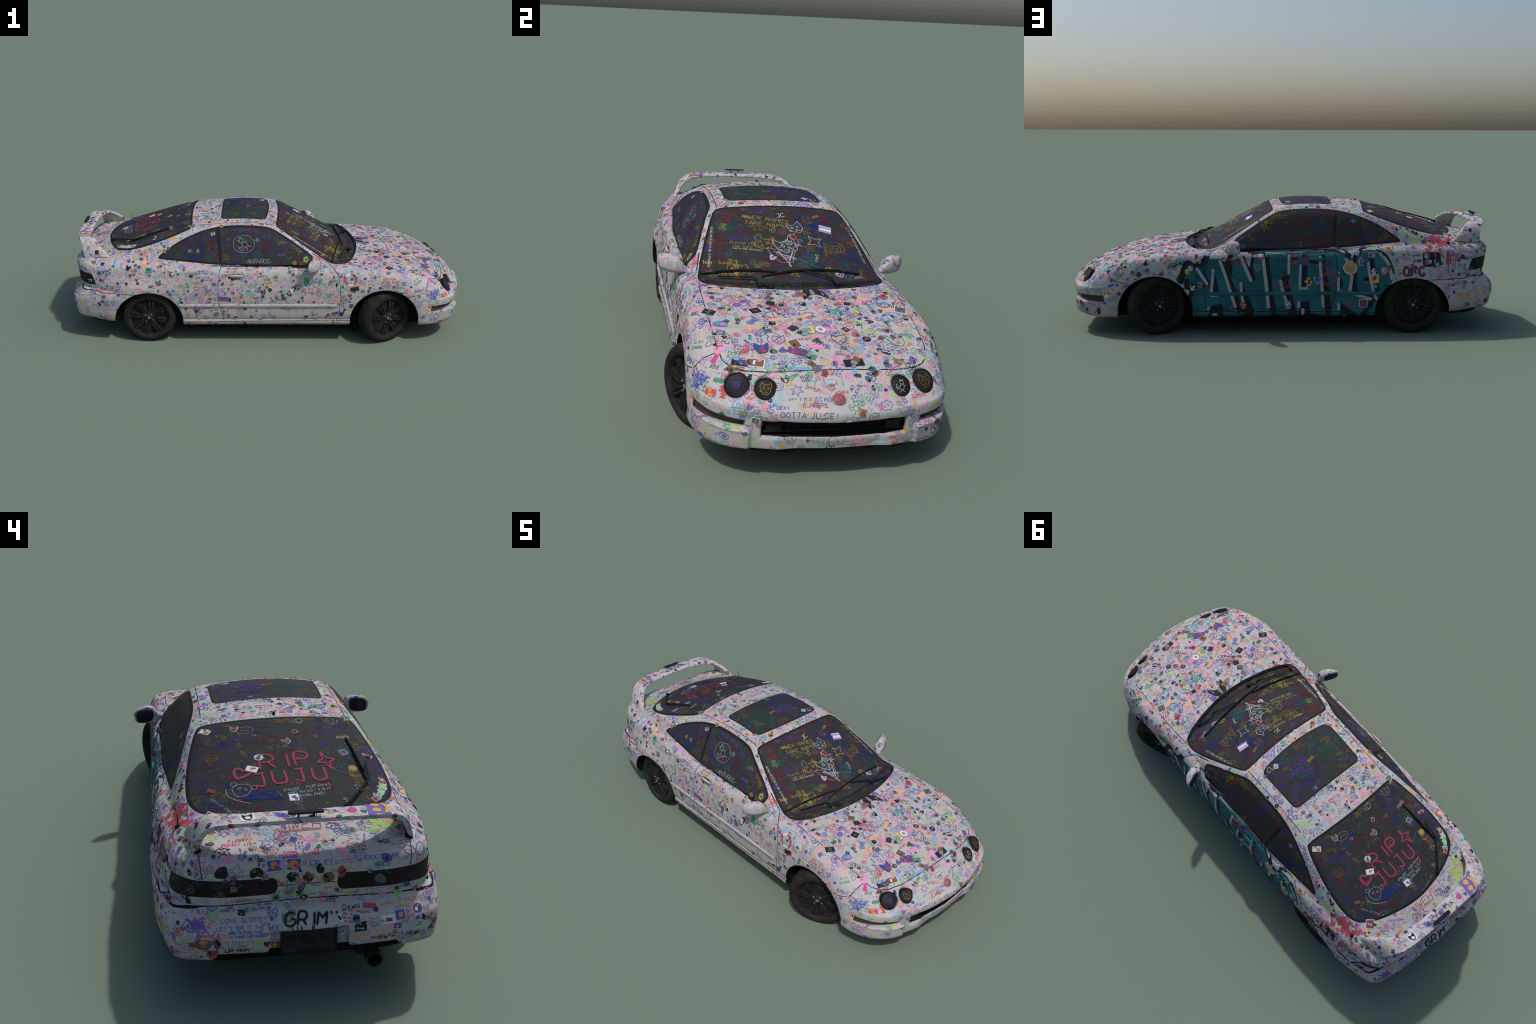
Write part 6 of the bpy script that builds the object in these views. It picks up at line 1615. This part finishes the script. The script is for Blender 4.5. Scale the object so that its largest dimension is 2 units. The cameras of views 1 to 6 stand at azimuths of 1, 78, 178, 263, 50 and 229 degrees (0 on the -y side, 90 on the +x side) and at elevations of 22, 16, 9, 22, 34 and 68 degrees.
    for k in range(5): q_, m_ = on_side(.190 + .009 * math.cos(k * 1.257), .417 + .009 * math.sin(k * 1.257), -1); fill(SKIN, SKIN.frame(q_, m_), shape_disc() * .012, 'lime' if k else 'yellow', .0012, D_ | {'window_trim'}, S)
    pp, nn = on_side(.135, .402, -1); fill(SKIN, SKIN.frame(pp, nn), shape_disc() * .022, 'ochre', .0012, D_, S)
    for k in range(3):
        for q in s_beast(): draw(SKIN, f_side(-.36, .45, -1), q * (.12 - .02 * k, .085), .0018, 'blue', .0012, Q_, S)
    for dx in (-.02, .02): pp, nn = on_side(-.36 + dx, .456, -1); fill(SKIN, SKIN.frame(pp, nn, dx * 20), outline(wob(7, .009, .08, 1, 1.1), 3), 'ochre', .0013, Q_, S)
    write(SKIN, f_side(-.415, .508, -1, .55), 'CURRENTLY BASED', .007, 'ochre', .0012, Q_, S)
    for tx, x, z, h, c in (('AM I TOO FREAKY/TO MY DAD?', -.03, .49, .013, 'crimson'), ('ANGRY GOOD KART/AUTO PARTS', .03, .53, .009, 'ochre'), ('SMALL PAWS', .02, .43, .014, 'crimson'), ('JUST CAR/SNAIL', -.16, .41, .010, 'crimson')): write(SKIN, f_side(x, z, 1), tx, h, c, .0015, D_, S)
    for q in s_tangle() + s_tangle(): draw(SKIN, f_side(.075, .50, 1), q * .08, .0016, 'ochre', .0012, D_, S)
    for q in s_beast() + s_tangle(): draw(SKIN, f_side(-.36, .425, 1), q * .06, .0018, 'blue', .0012, Q_, S)
    for q in s_beast(): draw(SKIN, f_side(.19, .40, 1), q * .03, .0016, 'ice', .0012, D_, S)
    # sun roof: rows of green writing on one side, a rainbow and clouds on the other
    R_ = {'sunroof'}
    for i in range(11):
        for q in s_scrawl()[:14]: draw(SKIN, f_top(-.035 - .016 * i, -.085, math.pi), q * (.11, .03), .0014, 'green' if i % 4 else 'teal', .0012, R_, S)
    for rr in (.026, .031, .036): a = np.linspace(0, math.pi, 14); draw(SKIN, f_top(-.185, .07, .2), np.stack([rr * np.cos(a), rr * np.sin(a)], 1), .0022, 'blue', .0012, R_, S)
    for x, y in ((-.10, .06), (-.08, .02), (-.13, .03)):
        for q in s_cloud()[:1] + s_tangle(): draw(SKIN, f_top(x, y), q * .06, .0016, 'violet', .0012, R_, S)
    p, n = on_top(-.03, .12); sticker(p, n, .022, .2, shape_rect(.9), ['ice', 'grey', 'navy'], False, ok=R_)

def lamp_doodles():
    """chalk faces on the four head lamps"""
    for ob in [o for o in scene.objects if o.name.startswith('headlight') and 'ring' not in o.name]:
        me = ob.data; co = np.array([v.co for v in me.vertices]); fs = [tuple(p.vertices) for p in me.polygons]
        tri = [(f[0], f[i], f[i + 1]) for f in fs for i in range(1, len(f) - 1)]
        sk = Skin(co, tri); c = co[:40].mean(0); n = sk.near(c)[1]
        if n[0] < 0: n = -n
        out = c[1] < 0
        outer = abs(c[1]) > .23
        col, fn = (('violet', s_ring) if outer else ('yellow', s_beast)) if out else (('ochre', s_beast) if outer else ('white', s_creature))
        st = {}
        for rep in range(3 if outer and out else 1):
            for q in fn(): draw(sk, sk.frame(c, n), q * (.042 if outer else .036), .0013, col, .0007, None, GLASS_INK)

# ---------------------------------------------------------------- drawing on the loose parts
def scatter_on(obs, count, size, odds=None, stick=0, seed=50, width=(.0010, .0016)):
    for ob in obs:
        me = ob.data; me.calc_loop_triangles()
        co = np.array([v.co for v in me.vertices]); tri = np.array([t.vertices for t in me.loop_triangles])
        sk = Skin(co, tri)
        for t, p, s in spread(sk, np.ones(len(tri), bool), count, size, .42, seed):
            n = sk.n[t]
            sketch(sk, p, n, s, keys[rng.choice(len(keys), p=pk)], rng.normal(0, .4), rng.uniform(*width), None, lift=rng.uniform(.0004, .0008))
        for t, p, s in spread(sk, sk.n[:, 2] > -.3, stick, (.014, .022), 1.0, seed + 1):
            sticker(p, sk.n[t], s, rng.normal(0, .5), skin=sk, ok=None, lift=.0009)

rng = np.random.default_rng(2024)
mural(); left_side(); right_side(); nose_and_hood(); tail_end()
scatter_paint()
scatter_stickers()
chalk_words(); scatter_glass(); lamp_doodles()
scatter_on([spoiler], 420, (.016, .032), stick=26, seed=60)
scatter_on([o for o in scene.objects if o.name.startswith('wing_mirror')], 60, (.014, .026), stick=4, seed=62)
scatter_on([o for o in scene.objects if o.name.startswith('door_moulding') and PAINT.name in [m.name for m in o.data.materials]], 26, (.010, .016), seed=64)
# purple grinning face on the right-hand end of the spoiler
me = spoiler.data; me.calc_loop_triangles()
SPSKIN = Skin(np.array([v.co for v in me.vertices]), np.array([t.vertices for t in me.loop_triangles]))
def on_spoiler(x, y):
    h = SPSKIN.bvh.ray_cast(Vector((x, y, .7)), Vector((0, 0, -1))); return np.array(h[0]), np.array(h[1])
p, n = on_spoiler(-.915, -.185)
sticker(p, n, .062, .1, rounded([(-.62, -.5), (.62, -.42), (.6, .42), (.45, .55), (-.4, .5), (-.6, .56)], .1), ['violet', 'ochre'], False, SPSKIN, None, .0014, detail=[(outline(wob(10, .17, .03, 1.1, 1), 3) + (-.24, .14), 'ochre'), (outline(wob(10, .17, .03, 1.1, 1), 3) + (.24, .14), 'ochre'), (outline([(-.45, -.16), (0, -.26), (.45, -.12), (.35, -.34), (0, -.42), (-.35, -.36)], 4), 'ochre')])
p, n = on_spoiler(-.925, -.115); sticker(p, n, .024, 0, shape_disc(), ['magenta', 'magenta'], False, SPSKIN, None, .0012, detail=[])
p, n = on_spoiler(-.925, .145); sticker(p, n, .036, .1, shape_rect(.9), ['white', 'black'], False, SPSKIN, None, .0012, detail=[(shape_head() * .85, 'black'), (outline(wob(6, .2, .1), 3) + (0, -.12), 'white')])
for k in range(10):
    for q in s_tangle(): p, n = on_spoiler(-.925 + rng.normal(0, .008), .0 + rng.normal(0, .045)); draw(SPSKIN, SPSKIN.frame(p, n, rng.normal(0, .4)), q * .035, .0014, 'blue', .0008)

def commit(store, name, factor, material_names):
    for col, ink in store.items():
        if not ink.n: continue
        Vv, F = np.concatenate(ink.V), np.concatenate(ink.F)
        me = bpy.data.meshes.new(name)
        me.vertices.add(len(Vv)); me.vertices.foreach_set('co', Vv.astype(np.float32).ravel())
        q = F[:, 2] != F[:, 3]
        loops = np.concatenate([F[q].ravel(), F[~q][:, :3].ravel()]).astype(np.int32)
        nq, nt_ = int(q.sum()), int((~q).sum())
        me.loops.add(len(loops)); me.loops.foreach_set('vertex_index', loops)
        me.polygons.add(nq + nt_); me.polygons.foreach_set('loop_start', np.concatenate([np.arange(nq) * 4, nq * 4 + np.arange(nt_) * 3]).astype(np.int32))
        me.update(calc_edges=True)
        place(name, me, None, [material_names(col)], kind='stuff')
GMAT = {}
def glass_ink(col):
    if col == 'tribute': c = (.30, .045, .09)
    else:
        f = {'white': .62, 'ice': .62, 'yellow': .36, 'ochre': .38, 'crimson': .36, 'red': .45, 'rose': .30, 'teal': .35, 'green': .42, 'blue': .42, 'sky': .38, 'violet': .50, 'grey': .9, 'lime': .6}.get(col, .5)
        c = tuple(q * f for q in INK[col])
    return GMAT.setdefault(col, mat(col + '_chalk_pen', c, .75, .1))
commit(BODY_INK, 'marker_drawing', 1, lambda c: INKMAT[c])
commit(GLASS_INK, 'chalk_drawing', 1, glass_ink)

STICKERS.sort(key=lambda q: -q[0])
for s, name, me, ms in STICKERS[:300]:
    place('sticker', me, None, ms, smooth=False)
rest = STICKERS[300:]
if rest:
    allm = list(dict.fromkeys(m for q in rest for m in q[3])); bm = bmesh.new()
    for s, name, me, ms in rest:
        remap = np.array([allm.index(m) for m in ms]); mi = np.empty(len(me.polygons), np.int32); me.polygons.foreach_get('material_index', mi)
        me.polygons.foreach_set('material_index', remap[mi].astype(np.int32)); bm.from_mesh(me)
    me2 = bpy.data.meshes.new('small_sticker'); bm.to_mesh(me2); bm.free()
    place('small_sticker', me2, None, allm, smooth=False, kind='stuff')
    for q in rest: bpy.data.meshes.remove(q[2])
